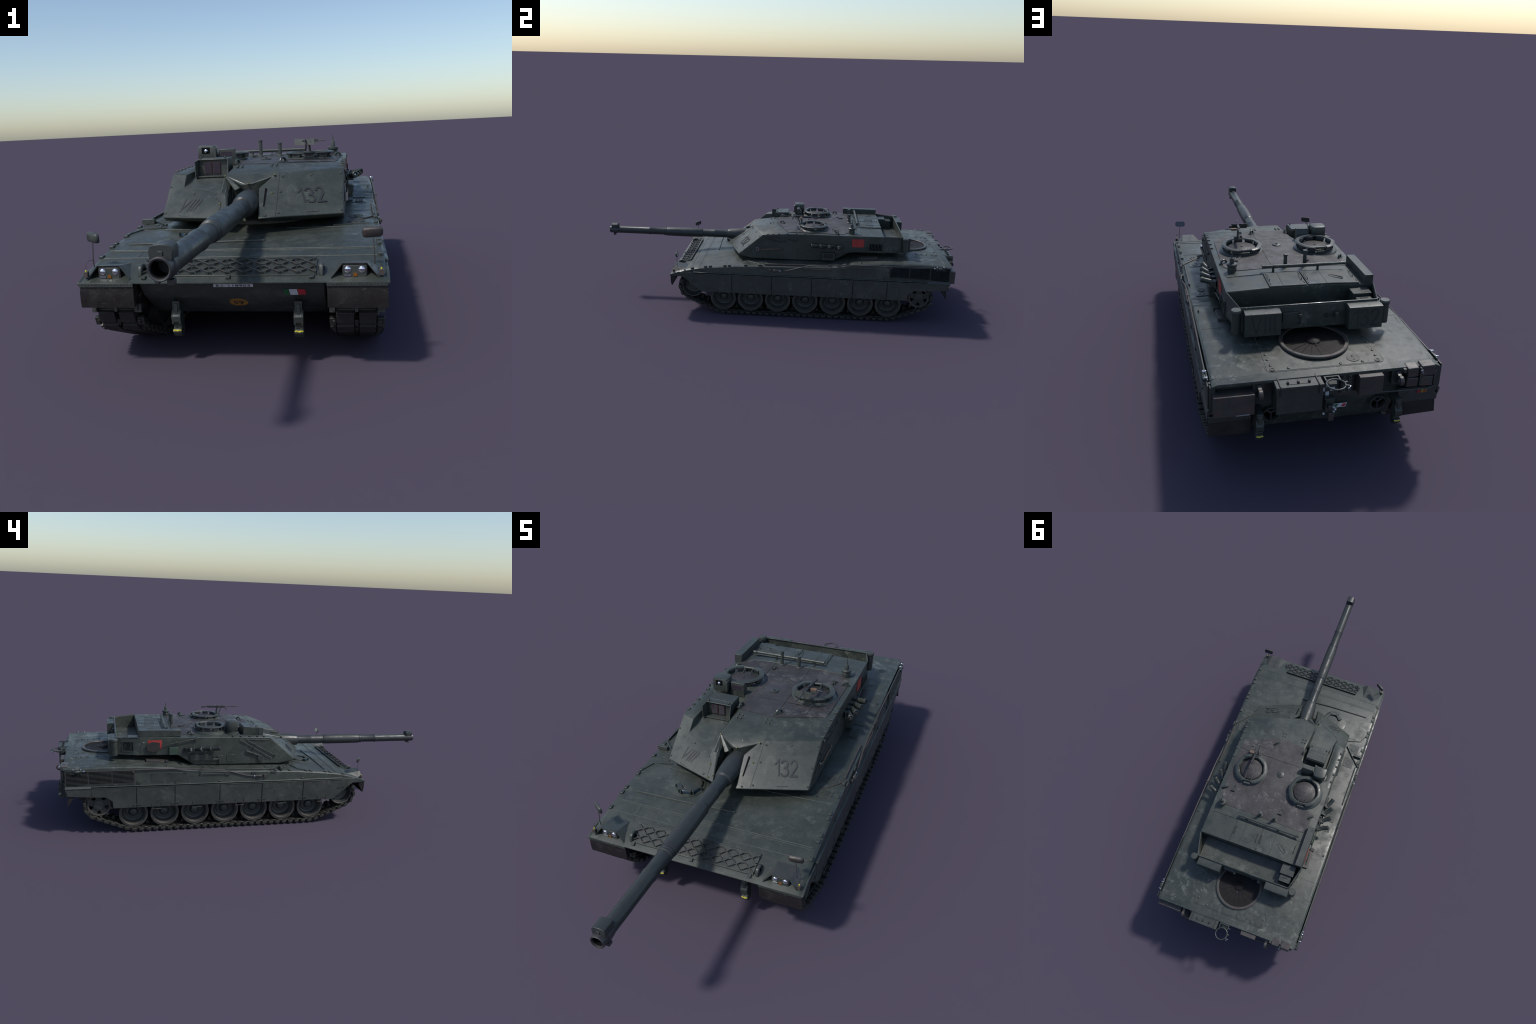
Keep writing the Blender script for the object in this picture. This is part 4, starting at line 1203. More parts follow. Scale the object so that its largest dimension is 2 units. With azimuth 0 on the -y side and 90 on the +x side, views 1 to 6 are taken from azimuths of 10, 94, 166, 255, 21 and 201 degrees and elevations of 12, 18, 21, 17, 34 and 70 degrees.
# smooth cheek ridge left of the sight trough
b = Build()
b.loft([[F_(-0.207, 0.4300), F_(-0.214, 0.4340), F_(-0.245, 0.4350), F_(-0.2540, 0.4320)],
        [(-0.2075, -0.03, 0.4310), (-0.214, -0.03, 0.4365), (-0.246, -0.03, 0.4380), (-0.2550, -0.03, 0.4345)],
        [(-0.2080, 0.060, 0.4360), (-0.216, 0.060, 0.4405), (-0.246, 0.060, 0.4410), (-0.2555, 0.060, 0.4375)],
        [(-0.2200, 0.150, 0.4400), (-0.226, 0.150, 0.4430), (-0.246, 0.150, 0.4425), (-0.2555, 0.150, 0.4390)]], 'paint')
b.done("cheek_ridge", turret, angle=60)
# seams on the front plates
for x, z0, z1 in ((0.077, 0.3275, 0.4300), (-0.079, 0.3275, 0.3830)):
    Build().tube([V(F_(x, z0)) + V((0, -0.0002, 0)), V(F_(x, z1)) + V((0, -0.0002, 0))], 0.0009, 'mark', 6).done("plate_joint", turret)
Build().tube([V(F_(-0.098, 0.3850)) + V((0, 0, 0.0002)), V(F_(-0.200, 0.3965)) + V((0, 0, 0.0002))], 0.0007, 'paint', 6).done("plate_joint", turret)
# coaxial slot shadow as a raised black strip, and the pillar plate
b = Build()
b.prism([V(F_(0.0410, 0.393)) + V((0, 0.002, 0)), V(F_(0.0460, 0.393)) + V((0, 0.002, 0)), V(F_(0.0455, 0.351)) + V((0, 0.002, 0)), V(F_(0.0415, 0.351)) + V((0, 0.002, 0))], (0, -0.0028, -0.0002), 'black')
b.done("coaxial_slot", turret)
b = Build()
b.prism([V(F_(-0.0930, 0.3950)), V(F_(-0.0690, 0.3950)), V(F_(-0.0690, 0.3700)), V(F_(-0.0740, 0.3645)), V(F_(-0.0810, 0.3650)), V(F_(-0.0940, 0.3760))], (0, -0.0060, -0.0030), 'part')
b.done("pillar_plate", turret, bevel=0.001)
b = Build()
b.loft([[(-0.0830, -0.147, 0.4280), (-0.0740, -0.149, 0.4290), (-0.0740, -0.120, 0.425), (-0.0830, -0.120, 0.425)],
        [(-0.0440, -0.198, 0.3900), (-0.0300, -0.191, 0.3960), (-0.0300, -0.160, 0.392), (-0.0440, -0.160, 0.388)]], 'paint')
b.loft([[(-0.0860, -0.160, 0.4180), (-0.0790, -0.152, 0.4220), (-0.0790, -0.120, 0.420), (-0.0860, -0.120, 0.418)],
        [(-0.0700, -0.205, 0.3800), (-0.0620, -0.200, 0.3800), (-0.0620, -0.160, 0.380), (-0.0700, -0.160, 0.380)],
        [(-0.0600, -0.262, 0.3300), (-0.0540, -0.250, 0.3300), (-0.0540, -0.160, 0.330), (-0.0600, -0.160, 0.330)]], 'paint')
b.done("mantlet_rib", turret, bevel=0.002)
# lower step lines
for x0, x1, z in ((0.156, 0.190, 0.3300), (-0.203, -0.172, 0.3262)):
    Build().tube([V(F_(x0, z + 0.002)), V(F_(x0 + 0.001, z)), V(F_(x1, z)), V(F_(x1, z + 0.002))], 0.0007, 'mark', 6).done("lifting_slot", turret)

# bolts on the face
plate_bolt = Build().lathe([(0.0036, -0.001), (0.0036, 0.0016), (0.0024, 0.0026), (0, 0.0026)], (0, 0, 0), (0, 0, 1), 10, 'part').done("plate_bolt", turret)
yb = Build().lathe([(0.0036, -0.001), (0.0034, 0.0016), (0.0020, 0.0026), (0, 0.0026)], (0, 0, 0), (0, 0, 1), 10, 'part', mats=['part', 'boltpaint', 'boltpaint']).done("mantlet_bolt", turret)
fn_r = V((0.40, -1.0, 1.0)).normalized()
fn_l = V((-0.40, -1.0, 1.0)).normalized()
spots = [(F_(0.085, 0.421), fn_r), (F_(0.165, 0.421), fn_r), (F_(0.247, 0.421), fn_r), (F_(0.248, 0.371), fn_r), (F_(0.084, 0.383), fn_r), (F_(0.249, 0.329), fn_r), (F_(0.083, 0.333), fn_r),
         (F_(0.050, 0.329), fn_r), (F_(-0.251, 0.398), fn_l), (F_(-0.250, 0.331), fn_l), (F_(-0.170, 0.382), fn_l), (F_(-0.096, 0.372), fn_l), (F_(-0.095, 0.331), fn_l), (F_(-0.080, 0.392), fn_l),
         ((0.003, -0.150, 0.4205), V((0, -0.8, 1)).normalized())]
rn = V((0, -0.17, 1)).normalized()
for cx, cy in ((0.050, -0.040), (-0.054, -0.041)):
    for dx in (-0.007, 0.007):
        for dy in (-0.0085, 0.0085):
            y = cy + dy
            spots.append(((cx + dx, y, 0.4308 + (y + 0.143) * 0.159), rn))
for i, (p, n) in enumerate(spots):
    m4 = facing(p, n)
    if i == 0:
        plate_bolt.matrix_local = m4
    else:
        dup(plate_bolt, turret, m4)
ys_ = [((0.064, -0.150, 0.4265), V((0, -1, 1.2))), ((-0.079, -0.149, 0.4275), V((0, -1, 1.2))), ((-0.009, -0.176, 0.4055), V((0, -1, 1.2))), (F_(0.062, 0.381), fn_r), (F_(-0.082, 0.358), fn_l), (F_(-0.060, 0.336), fn_l), (F_(-0.073, 0.330), fn_l)]
for i, (p, n) in enumerate(ys_):
    m4 = facing(p, n)
    if i == 0:
        yb.matrix_local = m4
    else:
        dup(yb, turret, m4)

# painted numbers on the face plates
def on_face(cx, cz):
    """place flat artwork on the sloping front plate around (cx, cz)"""
    p0 = V(F_(cx, cz))
    du = (V(F_(cx + 0.02, cz)) - V(F_(cx - 0.02, cz))).normalized()
    dv = V(F_(cx, cz + 0.01)) - V(F_(cx, cz - 0.01))
    n = du.cross(dv).normalized()
    v = n.cross(du)
    def place(x, y, h):
        p = p0 + du * x + v * y
        return V((p.x, face_y(p.x, p.z), p.z)) + n * h
    return place
stencil("tactical_number", "132", on_face(0.1680, 0.3705), 0.054, 0.076, turret, 0.0056)
stencil("tactical_numeral", "VIII", on_face(-0.1760, 0.3535), 0.045, 0.054, turret, 0.0052, shear=0.22)

# cleats along the roof edges
cl = Build().box((0, 0, 0), (0.012, 0.009, 0.003), 'part').done("roof_cleat", turret, bevel=0.0006)
first = True
for s, yy in ((1, (-0.050, -0.020, 0.010, 0.055, 0.105, 0.150)), (-1, (-0.045, -0.010, 0.030, 0.075, 0.115))):
    for y in yy:
        z = lerp_table([(-0.065, 0.4345), (0.07, 0.4455), (0.2, 0.4455)], y) if s > 0 else lerp_table([(-0.06, 0.4385), (0.06, 0.4420), (0.15, 0.4435)], y)
        m4 = Matrix.Translation((s * 0.2510, y, z + 0.0005))
        if first:
            cl.matrix_local = m4
            first = False
        else:
            dup(cl, turret, m4)

# anti-slip coating panels on the roof
def roof_z(x):
    return lerp_table([(-0.257, 0.4435), (-0.225, 0.4470), (-0.11, 0.4525), (0.11, 0.4525), (0.237, 0.4470), (0.257, 0.4450)], x)
def coating(pts):
    b = Build()
    top = [(x, y, roof_z(x) + 0.0012 - (0.0015 if y < 0.08 else 0)) for x, y in pts]
    low = [(x, y, roof_z(x) - 0.0040) for x, y in pts]
    n = len(pts)
    b.faces(top + low, [tuple(range(n)), tuple(range(2 * n - 1, n - 1, -1))] + [(i, (i + 1) % n, n + (i + 1) % n, n + i) for i in range(n)], 'roof')
    b.done("anti_slip_panel", turret)
coating([(-0.066, -0.004), (0.060, -0.013), (0.0640, 0.101), (-0.080, 0.101)])
coating([(0.0655, -0.012), (0.110, 0.007), (0.228, 0.058), (0.2335, 0.101), (0.110, 0.101), (0.0655, 0.101)])
coating([(0.0640, 0.1025), (0.110, 0.1025), (0.2335, 0.1025), (0.236, 0.300), (0.232, 0.360), (0.190, 0.4030), (0.110, 0.4050), (0.0640, 0.4060)])
coating([(-0.078, 0.1025), (0.0625, 0.1025), (0.0625, 0.4060), (-0.085, 0.4065), (-0.085, 0.20), (-0.078, 0.16)])
coating([(-0.0865, 0.165), (-0.0865, 0.4065), (-0.110, 0.4065), (-0.221, 0.4070), (-0.221, 0.330), (-0.215, 0.300), (-0.110, 0.290)])

# hub fitting in the roof centre
b = Build()
b.lathe([(0.017, 0), (0.017, 0.003), (0.015, 0.004), (0, 0.004)], (-0.004, 0.169, 0.4535), (0, 0, 1), 24, 'part')
b.cyl((-0.004, 0.169, 0.456), (-0.004, 0.169, 0.4610), 0.0040, 'mark', 8)
b.done("roof_vent", turret)
# lifting eyes
def lifting_eye(x, y, z, yaw):
    b = Build()
    R = Matrix.Rotation(yaw, 3, 'Z')
    pts = []
    for k in range(9):
        a = PI * k / 8
        pts.append(V((x, y, z)) + R @ V((0.0125 * math.cos(a), 0, 0.0005 + 0.0125 * math.sin(a))))
    b.tube(pts, 0.0038, 'part', 8)
    b.box((x, y, z + 0.0008), (0.034, 0.014, 0.003), 'part', R)
    b.done("lifting_eye", turret)
lifting_eye(0.069, 0.020, 0.4525, 0.95)
lifting_eye(-0.0735, 0.018, 0.4520, 1.35)
lifting_eye(0.228, 0.322, 0.4475, 0.5)
lifting_eye(-0.215, 0.325, 0.4475, 0.9)
# small hold-open latches behind the hatches
for x, y in ((0.186, 0.318), (-0.072, 0.352)):
    b = Build()
    z = roof_z(x) + 0.001
    b.box((x, y, z + 0.0025), (0.008, 0.020, 0.005), 'part')
    b.box((x, y + 0.008, z + 0.006), (0.018, 0.005, 0.006), 'part')
    b.tube([(x - 0.003, y - 0.008, z + 0.004), (x - 0.004, y - 0.022, z + 0.008)], 0.0022, 'part', 6)
    b.done("hatch_latch", turret)

# ---- cupolas
def cupola(cx, cy, z0, zr, name, yaw, tilt):
    """flared base, periscope ring, flat guard ring, hatch lid with two hinge arms at the rear"""
    b = Build()
    b.lathe([(0.088, z0 - 0.006), (0.086, z0), (0.075, z0 + 0.008), (0.058, z0 + 0.0090), (0.056, z0 + 0.004), (0.0, z0 + 0.004)], (cx, cy, 0), (0, 0, 1), 48, 'paint')
    cup = b.done(name, turret, angle=35)
    b = Build()
    b.lathe([(0.0530, z0 + 0.0040), (0.0530, z0 + 0.0115), (0.050, z0 + 0.0135), (0.0, z0 + 0.0145)], (cx, cy, 0), (0, 0, 1), 40, 'roof')
    b.cyl((cx, cy, z0 + 0.014), (cx, cy, z0 + 0.0165), 0.0045, 'roof', 12)
    b.done("hatch_lid", cup)
    # guard ring with gaps at the rear where the arms pass, rim turned down
    b = Build()
    gap = 0.34
    n = 40
    sect = [(0.0615, 0.0000), (0.0635, 0.0040), (0.0740, 0.0040), (0.0790, 0.0005), (0.0775, -0.0020), (0.0735, 0.0008), (0.0640, 0.0008)]
    rings = []
    for k in range(n + 1):
        a = PI / 2 + yaw + gap + (2 * PI - 2 * gap) * k / n
        wob = 1.0 + 0.015 * math.cos(8 * a)
        rings.append([(cx + r * wob * math.cos(a), cy + r * wob * math.sin(a), zr + h) for r, h in sect])
    b.loft(rings, 'part')
    a0, a1 = PI / 2 + yaw - gap, PI / 2 + yaw + gap
    p0 = V((cx + 0.067 * math.cos(a0), cy + 0.067 * math.sin(a0), zr - 0.002))
    p1 = V((cx + 0.067 * math.cos(a1), cy + 0.067 * math.sin(a1), zr - 0.002))
    b.tube([p0, p1], 0.0050, 'part', 10)
    b.done("cupola_guard", cup, angle=50)
    b = Build()
    for off in (-0.016, 0.016):
        a = PI / 2 + yaw
        d = V((math.cos(a), math.sin(a), 0))
        e = V((-d.y, d.x, 0))
        q = V((cx, cy, 0)) + e * off
        b.tube([q + d * 0.030 + V((0, 0, z0 + 0.012)), q + d * 0.044 + V((0, 0, z0 + 0.017)), q + d * 0.066 + V((0, 0, zr + 0.001))], 0.0026, 'part', 6)
    q = V((cx, cy, 0)) + V((math.cos(PI / 2 + yaw), math.sin(PI / 2 + yaw), 0)) * 0.074
    b.box(q + V((0, 0, z0 + 0.011)), (0.032, 0.010, 0.010), 'part', Matrix.Rotation(yaw, 3, 'Z'))
    b.done("hatch_hinge", cup)
    # periscopes
    per = Build()
    per.box((0, 0, 0), (0.031, 0.013, 0.0150), 'part')
    per.box((0, -0.0068, 0.0010), (0.023, 0.0012, 0.0070), 'sightglass')
    per.box((0, 0.0068, 0.0010), (0.024, 0.0010, 0.0110), 'greyglass')
    po = per.done("cupola_periscope", cup, bevel=0.0008)
    for k in range(9):
        a = PI / 2 + yaw + 2 * PI * (k + 0.75) / 9.5
        m4 = Matrix.Translation((cx + 0.0665 * math.cos(a), cy + 0.0665 * math.sin(a), (z0 + 0.010 + zr) / 2 + 0.0005)) @ Matrix.Rotation(a + PI / 2, 4, 'Z')
        if k == 0:
            po.matrix_local = m4
        else:
            dup(po, cup, m4)
    return cup

cup_r = cupola(0.1400, 0.1950, 0.4490, 0.4700, "loader_cupola", 0.05, 0)
cup_l = cupola(-0.1470, 0.2160, 0.4500, 0.4770, "commander_cupola", 0.05, 0)

# machine gun on the right cupola
gx = 0.1400
b = Build()
b.tube([(0.1455, 0.130, 0.472), (0.1440, 0.128, 0.500), (0.1430, 0.126, 0.5080)], 0.0042, 'part', 8)
b.tube([(0.1310, 0.120, 0.474), (0.1360, 0.106, 0.5050)], 0.0030, 'part', 8)
b.box((0.1420, 0.121, 0.4745), (0.034, 0.014, 0.006), 'part')
mg = b.done("gun_mount", cup_r, bevel=0.0006)
b = Build()
b.cyl((gx - 0.0085, 0.008, 0.5125), (gx - 0.003, 0.090, 0.5115), 0.0016, 'mark', 8)
b.cyl((gx - 0.0075, 0.022, 0.5124), (gx - 0.006, 0.050, 0.5120), 0.0026, 'mark', 8)
b.box((gx + 0.0005, 0.135, 0.5110), (0.009, 0.092, 0.010), 'mark', Matrix.Rotation(-0.06, 3, 'Z'))
b.prism([(gx + 0.003, 0.178, 0.5120), (gx + 0.003, 0.212, 0.5125), (gx + 0.003, 0.212, 0.5040), (gx + 0.003, 0.185, 0.5080)], (0.005, 0, 0), 'mark')
b.box((gx - 0.001, 0.128, 0.5170), (0.006, 0.012, 0.004), 'mark')
b.done("machine_gun", mg, bevel=0.0005)
b = Build()
for x0, x1 in ((0.101, 0.1325), (0.1385, 0.163)):
    b.prism([(x0, 0.080, 0.4985), (x1, 0.076, 0.4985), (x1, 0.081, 0.5180), (x0, 0.085, 0.5180)], (0, 0.0025, 0), 'part')
b.box((0.168, 0.096, 0.5110), (0.012, 0.004, 0.009), 'part')
b.done("gun_shield", mg)
b = Build()
b.box((0.160, 0.126, 0.5100), (0.022, 0.011, 0.008), 'wood')
b.tube([(0.148, 0.128, 0.5105), (0.195, 0.123, 0.5090)], 0.0022, 'part', 6)
b.done("ammunition_feed", mg, bevel=0.0008)

# ---- gunner's sight in the trough
b = Build()
x0, x1, yf, yr, zt, zb = -0.1885, -0.0960, -0.020, 0.047, 0.4690, 0.4170
b.box(((x0 + x1) / 2, (yf + yr) / 2 + 0.002, (zb + zt) / 2), (x1 - x0, yr - yf - 0.002, zt - zb), 'part')
b.prism([(x0 - 0.001, -0.027, zt - 0.001), (x1 + 0.001, -0.027, zt - 0.001), (x1 + 0.001, yr, zt + 0.0015), (x0 - 0.001, yr, zt + 0.0015)], (0, 0, 0.0035), 'part')
b.done("gunner_sight", turret, bevel=0.0012)
sight = turret.children[-1]
b = Build()
for xx, lean in ((x0, -0.004), (x1 - 0.003, 0.004)):
    b.prism([(xx, -0.012, zb - 0.002), (xx + lean, -0.046, zb - 0.002), (xx + lean, -0.032, zt), (xx, -0.012, zt)], (0.003, 0, 0), 'part')
b.box(((x0 + x1) / 2, -0.030, 0.4195), (x1 - x0, 0.030, 0.004), 'part')
b.done("sight_door", sight, bevel=0.0005)
for xa, xb in ((-0.1700, -0.1475), (-0.1440, -0.1215)):
    b = Build()
    b.box(((xa + xb) / 2, -0.0205, 0.4440), (xb - xa, 0.003, 0.0350), 'redtrim')
    b.box(((xa + xb) / 2, -0.0222, 0.4440), (xb - xa - 0.0025, 0.0015, 0.0325), 'sightglass')
    b.done("sight_window", sight)
# roll top and rims of the sight
b = Build()
prof = []
for k in range(9):
    t = k / 8
    prof.append((-0.004 + 0.046 * t, zt + 0.004 - 0.014 * t ** 2))
b.loft([[(x0 + 0.006, y, z) for y, z in prof] + [(x0 + 0.006, prof[-1][0], zb), (x0 + 0.006, prof[0][0], zb)],
        [(x1 - 0.006, y, z) for y, z in prof] + [(x1 - 0.006, prof[-1][0], zb), (x1 - 0.006, prof[0][0], zb)]], 'part')
for x in (x0 + 0.001, x1 - 0.001):
    b.box((x, 0.020, 0.4500), (0.004, 0.060, 0.040), 'part')
b.box(((x0 + x1) / 2, 0.049, 0.4490), (x1 - x0, 0.004, 0.040), 'part')
for x in (x0 + 0.006, x1 - 0.010):
    b.ring((x, -0.020, zt + 0.006), (1, 0, 0), 0.0022, 0.0048, 0.003, 'part', 10)
b.done("sight_cover", sight, bevel=0.0008)
# side panel in front of the box
b = Build()
b.box((-0.1915, -0.043, 0.4440), (0.003, 0.022, 0.046), 'part')
b.done("sight_cheek", sight)

# ---- panoramic sight and the periscope box next to it
b = Build()
px, py = -0.1870, 0.1090
b.lathe([(0.036, 0.4380), (0.035, 0.4470), (0.029, 0.4490)], (px, py, 0), (0, 0, 1), 32, 'part')
b.lathe([(0.0275, 0.4480), (0.0275, 0.4620)], (px, py, 0), (0, 0, 1), 28, 'part')
rings = []
def pano(r):
    out = []
    for k in range(24):
        a = 2 * PI * k / 24
        c, s_ = math.cos(a), math.sin(a)
        e = 0.52
        x = math.copysign(abs(c) ** e, c) * r
        y = math.copysign(abs(s_) ** e, s_) * r
        if y < 0:
            y = max(y, -r * 0.86)
        out.append((px + x, py + y))
    return out
for r, z in ((0.0285, 0.4610), (0.0305, 0.4660), (0.0305, 0.5040), (0.0285, 0.5085), (0.0240, 0.5100)):
    rings.append([(x, y, z) for x, y in pano(r)])
b.loft(rings, 'part')
pan = b.done("panoramic_sight", turret, angle=40)
b = Build()
wy = py - 0.0305 * 0.86
b.box((px - 0.0015, wy - 0.0005, 0.4940), (0.026, 0.002, 0.019), 'black')
b.lathe([(0.0062, 0.0), (0.0055, 0.0020), (0.0030, 0.0036), (0, 0.0040)], (px - 0.0005, wy - 0.0012, 0.4930), (0, -1, 0), 16, 'mirror')  # small mirror dome modelled for the round glint in the window
b.done("sight_lens", pan)
b = Build()
b.box((px + 0.029, wy + 0.006, 0.4830), (0.008, 0.020, 0.040), 'part')
b.done("sight_guard", pan, bevel=0.001)
b = Build()
b.prism([(-0.149, 0.098, 0.4430), (-0.149, 0.098, 0.4960), (-0.149, 0.112, 0.4975), (-0.149, 0.128, 0.4700), (-0.149, 0.128, 0.4430)], (0.053, 0, 0), 'part')
b.done("fixed_periscope", turret, bevel=0.0012)
b = Build()
b.box((-0.1225, 0.0970, 0.4800), (0.044, 0.0015, 0.0190), 'roof')
b.box((-0.1225, 0.0965, 0.4800), (0.038, 0.0015, 0.0140), 'sightglass')
b.done("periscope_window", turret)

# ---- mast posts, tube, antenna
for x, y, zt_, cap in ((-0.056, 0.398, 0.514, 0), (0.016, 0.398, 0.502, 1)):
    b = Build()
    z = roof_z(x)
    b.lathe([(0.0130, z), (0.0120, z + 0.004), (0.0068, z + 0.007), (0.0065, zt_ - 0.006), (0.0080, zt_ - 0.005), (0.0080, zt_), (0, zt_ + (0.002 if cap else 0))], (x, y, 0), (0, 0, 1), 20, 'part')
    b.done("mast_post", turret, angle=30)
b = Build()
b.cyl((0.104, 0.4365, 0.4730), (-0.196, 0.4395, 0.4730), 0.0055, 'part', 16)
for x in (0.104, 0.064, -0.186):
    b.lathe([(0.0068, -0.005), (0.0068, 0.005)], (x, 0.4367, 0.4730), (1, 0, 0), 16, 'part')
for x in (0.069, -0.094):
    b.cyl((x, 0.4375, 0.4500), (x, 0.4375, 0.4710), 0.0045, 'part', 10)
b.done("cleaning_rod_tube", turret)
b = Build()
b.lathe([(0.0160, 0.4450), (0.0165, 0.4640), (0.0150, 0.4660), (0.0190, 0.4700), (0.0195, 0.4765), (0.0165, 0.4790), (0.0085, 0.4800), (0.0080, 0.4960), (0.0072, 0.4980), (0.0030, 0.4985), (0.0022, 0.5060), (0.0010, 0.5220), (0, 0.5220)], (0.210, 0.401, 0), (0, 0, 1), 24, 'part')
b.done("antenna_base", turret, angle=30)

# ---- blow-out hatches at the roof rear
def roof_plate(name, xa, xb, ya, yb_, mat='paint', lift=0.0045):
    b = Build()
    xs = [x for x in (xa, -0.11, 0.11, xb) if xa <= x <= xb]
    xs = sorted(set(xs))
    rings = [[(x, ya, roof_z(x) - 0.003), (x, ya, roof_z(x) + lift), (x, yb_, roof_z(x) + lift), (x, yb_, roof_z(x) - 0.003)] for x in xs]
    b.loft(rings, mat)
    return b.done(name, turret, bevel=0.0010)
roof_plate("blow_out_panel", -0.0185, 0.1095, 0.456, 0.5695)
roof_plate("blow_out_panel", -0.2060, -0.0225, 0.456, 0.5695)
roof_plate("blow_out_frame", -0.2100, 0.2350, 0.410, 0.454, 'paint', 0.0015)
def handle(x0, y0, x1, y1, z):
    b = Build()
    b.tube([(x0, y0, z), (x0, y0, z + 0.007), (x1, y1, z + 0.007), (x1, y1, z)], 0.0013, 'part', 6)
    b.done("grab_handle", turret)
handle(-0.010, 0.485, -0.010, 0.530, 0.457)
handle(-0.030, 0.485, -0.030, 0.530, 0.457)
handle(0.101, 0.485, 0.101, 0.525, 0.457)
handle(-0.197, 0.480, -0.197, 0.520, 0.452)
b = Build()
for x in (-0.013, -0.028, -0.200, 0.103):
    for y in (0.465, 0.475, 0.545, 0.556):
        b.cyl((x, y, roof_z(x) + 0.003), (x, y, roof_z(x) + 0.0062), 0.0020, 'part', 6)
b.tube([(0.0625, 0.458, 0.4572), (0.0625, 0.568, 0.4572)], 0.0006, 'mark', 4)
b.tube([(-0.090, 0.458, 0.4572), (-0.090, 0.568, 0.4572)], 0.0006, 'mark', 4)
b.done("panel_fastener", turret)
b = Build()
ring_pts = []
for k in range(20):
    a = 2 * PI * k / 20
    p = V((0.026 * max(-1, min(1, 1.3 * math.cos(a))), 0.008 * math.sin(a), 0))
    ring_pts.append(Matrix.Rotation(-0.62, 3, 'Z') @ p + V((-0.136, 0.517, 0.4565)))
b.tube(ring_pts, 0.0013, 'part', 6, closed=True)
b.done("panel_lever", turret)

# ---- stowage box on the left rear roof edge
b = Build()
b.box((-0.2385, 0.473, 0.4615), (0.031, 0.197, 0.033), 'part')
b.done("roof_bin", turret, bevel=0.0012)
b = Build()
for y in (0.382, 0.475, 0.565):
    b.box((-0.2545, y, 0.4490), (0.0015, 0.005, 0.006), 'part')
b.done("bin_tab", turret)

# ---- stowage basket behind the bustle
b = Build()
t = 0.0035
def wall(p, q, zl0, zh0, zl1, zh1, thick):
    d = (V((q[0], q[1], 0)) - V((p[0], p[1], 0))).normalized()
    nrm = V((-d.y, d.x, 0)) * thick
    b.loft([[(p[0], p[1], zl0), (p[0], p[1], zh0), (p[0] + nrm.x, p[1] + nrm.y, zh0), (p[0] + nrm.x, p[1] + nrm.y, zl0)],
            [(q[0], q[1], zl1), (q[0], q[1], zh1), (q[0] + nrm.x, q[1] + nrm.y, zh1), (q[0] + nrm.x, q[1] + nrm.y, zl1)]], 'paint')
wall((0.2565, 0.569), (0.2290, 0.6800), 0.356, 0.4450, 0.358, 0.4370, t)
wall((-0.2290, 0.6800), (-0.2565, 0.569), 0.358, 0.4370, 0.356, 0.4435, t)
wall((0.2290, 0.6800), (-0.2290, 0.6800), 0.356, 0.4355, 0.356, 0.4355, -t)
b.prism([(0.2550, 0.570, 0.356), (0.2280, 0.679, 0.356), (-0.2280, 0.679, 0.356), (-0.2550, 0.570, 0.356)], (0, 0, 0.004), 'paint')
b.loft([[(x, 0.5700, 0.3600), (x, 0.5700, 0.3830), (x, 0.6000, 0.3790), (x, 0.6820, 0.3790), (x, 0.6820, 0.3600)] for x in (0.2300, -0.2300)], 'paint')
b.done("stowage_basket", turret, bevel=0.0008)
basket = turret.children[-1]
b = Build()
b.tube([(0.2555, 0.572, 0.4450), (0.2280, 0.6785, 0.4375), (-0.2280, 0.6785, 0.4375), (-0.2555, 0.572, 0.4440)], 0.0030, 'paint', 8)
b.done("basket_rim", basket)
b = Build()
b.box((-0.199, 0.5980, 0.398), (0.066, 0.050, 0.075), 'part')
b.box((-0.199, 0.6400, 0.392), (0.054, 0.034, 0.065), 'part')
b.box((-0.199, 0.6370, 0.4255), (0.026, 0.004, 0.002), 'mark')
b.done("basket_bin", basket, bevel=0.0015)
for s, txt in ((1, "VIII"), (-1, "132")):
    cxp = 0.1605 if s > 0 else -0.1785
    b = Build()
    b.prism([(cxp - 0.0580, 0.6830, 0.4330), (cxp - 0.0580, 0.7000, 0.4335), (cxp - 0.0580, 0.7180, 0.4310), (cxp - 0.0580, 0.7180, 0.3545), (cxp - 0.0580, 0.7000, 0.3545), (cxp - 0.0580, 0.6830, 0.3600)], (0.116, 0, 0), 'part')
    pl = b.done("number_box", turret, bevel=0.0012)
    stencil("rear_number", txt, lambda x, y, h: V((cxp - x, 0.7180 + h, 0.3935 + y)), 0.056, 0.074 if s > 0 else 0.090, pl, 0.0054)
    b = Build()
    cc = 0.2415 if s > 0 else -0.2520
    b.lathe([(0.0145, 0.3600), (0.0150, 0.4250), (0.0160, 0.4255), (0.0168, 0.4270), (0.0168, 0.4360), (0.0150, 0.4390), (0, 0.4390)], (cc, 0.6880, 0), (0, 0, 1), 24, 'part')
    b.done("corner_canister", turret, angle=35)
b = Build()
b.box((0.066, 0.6880, 0.3990), (0.052, 0.010, 0.036), 'part')
b.box((0.036, 0.6920, 0.4060), (0.010, 0.016, 0.010), 'rusty')
b.box((0.036, 0.6890, 0.3850), (0.010, 0.008, 0.022), 'mark')
b.box((-0.055, 0.6870, 0.3960), (0.016, 0.010, 0.004), 'mark')
b.box((-0.055, 0.6870, 0.3960), (0.004, 0.010, 0.014), 'mark')
b.box((-0.086, 0.6910, 0.3990), (0.012, 0.018, 0.018), 'part')
b.done("basket_latch", basket, bevel=0.001)

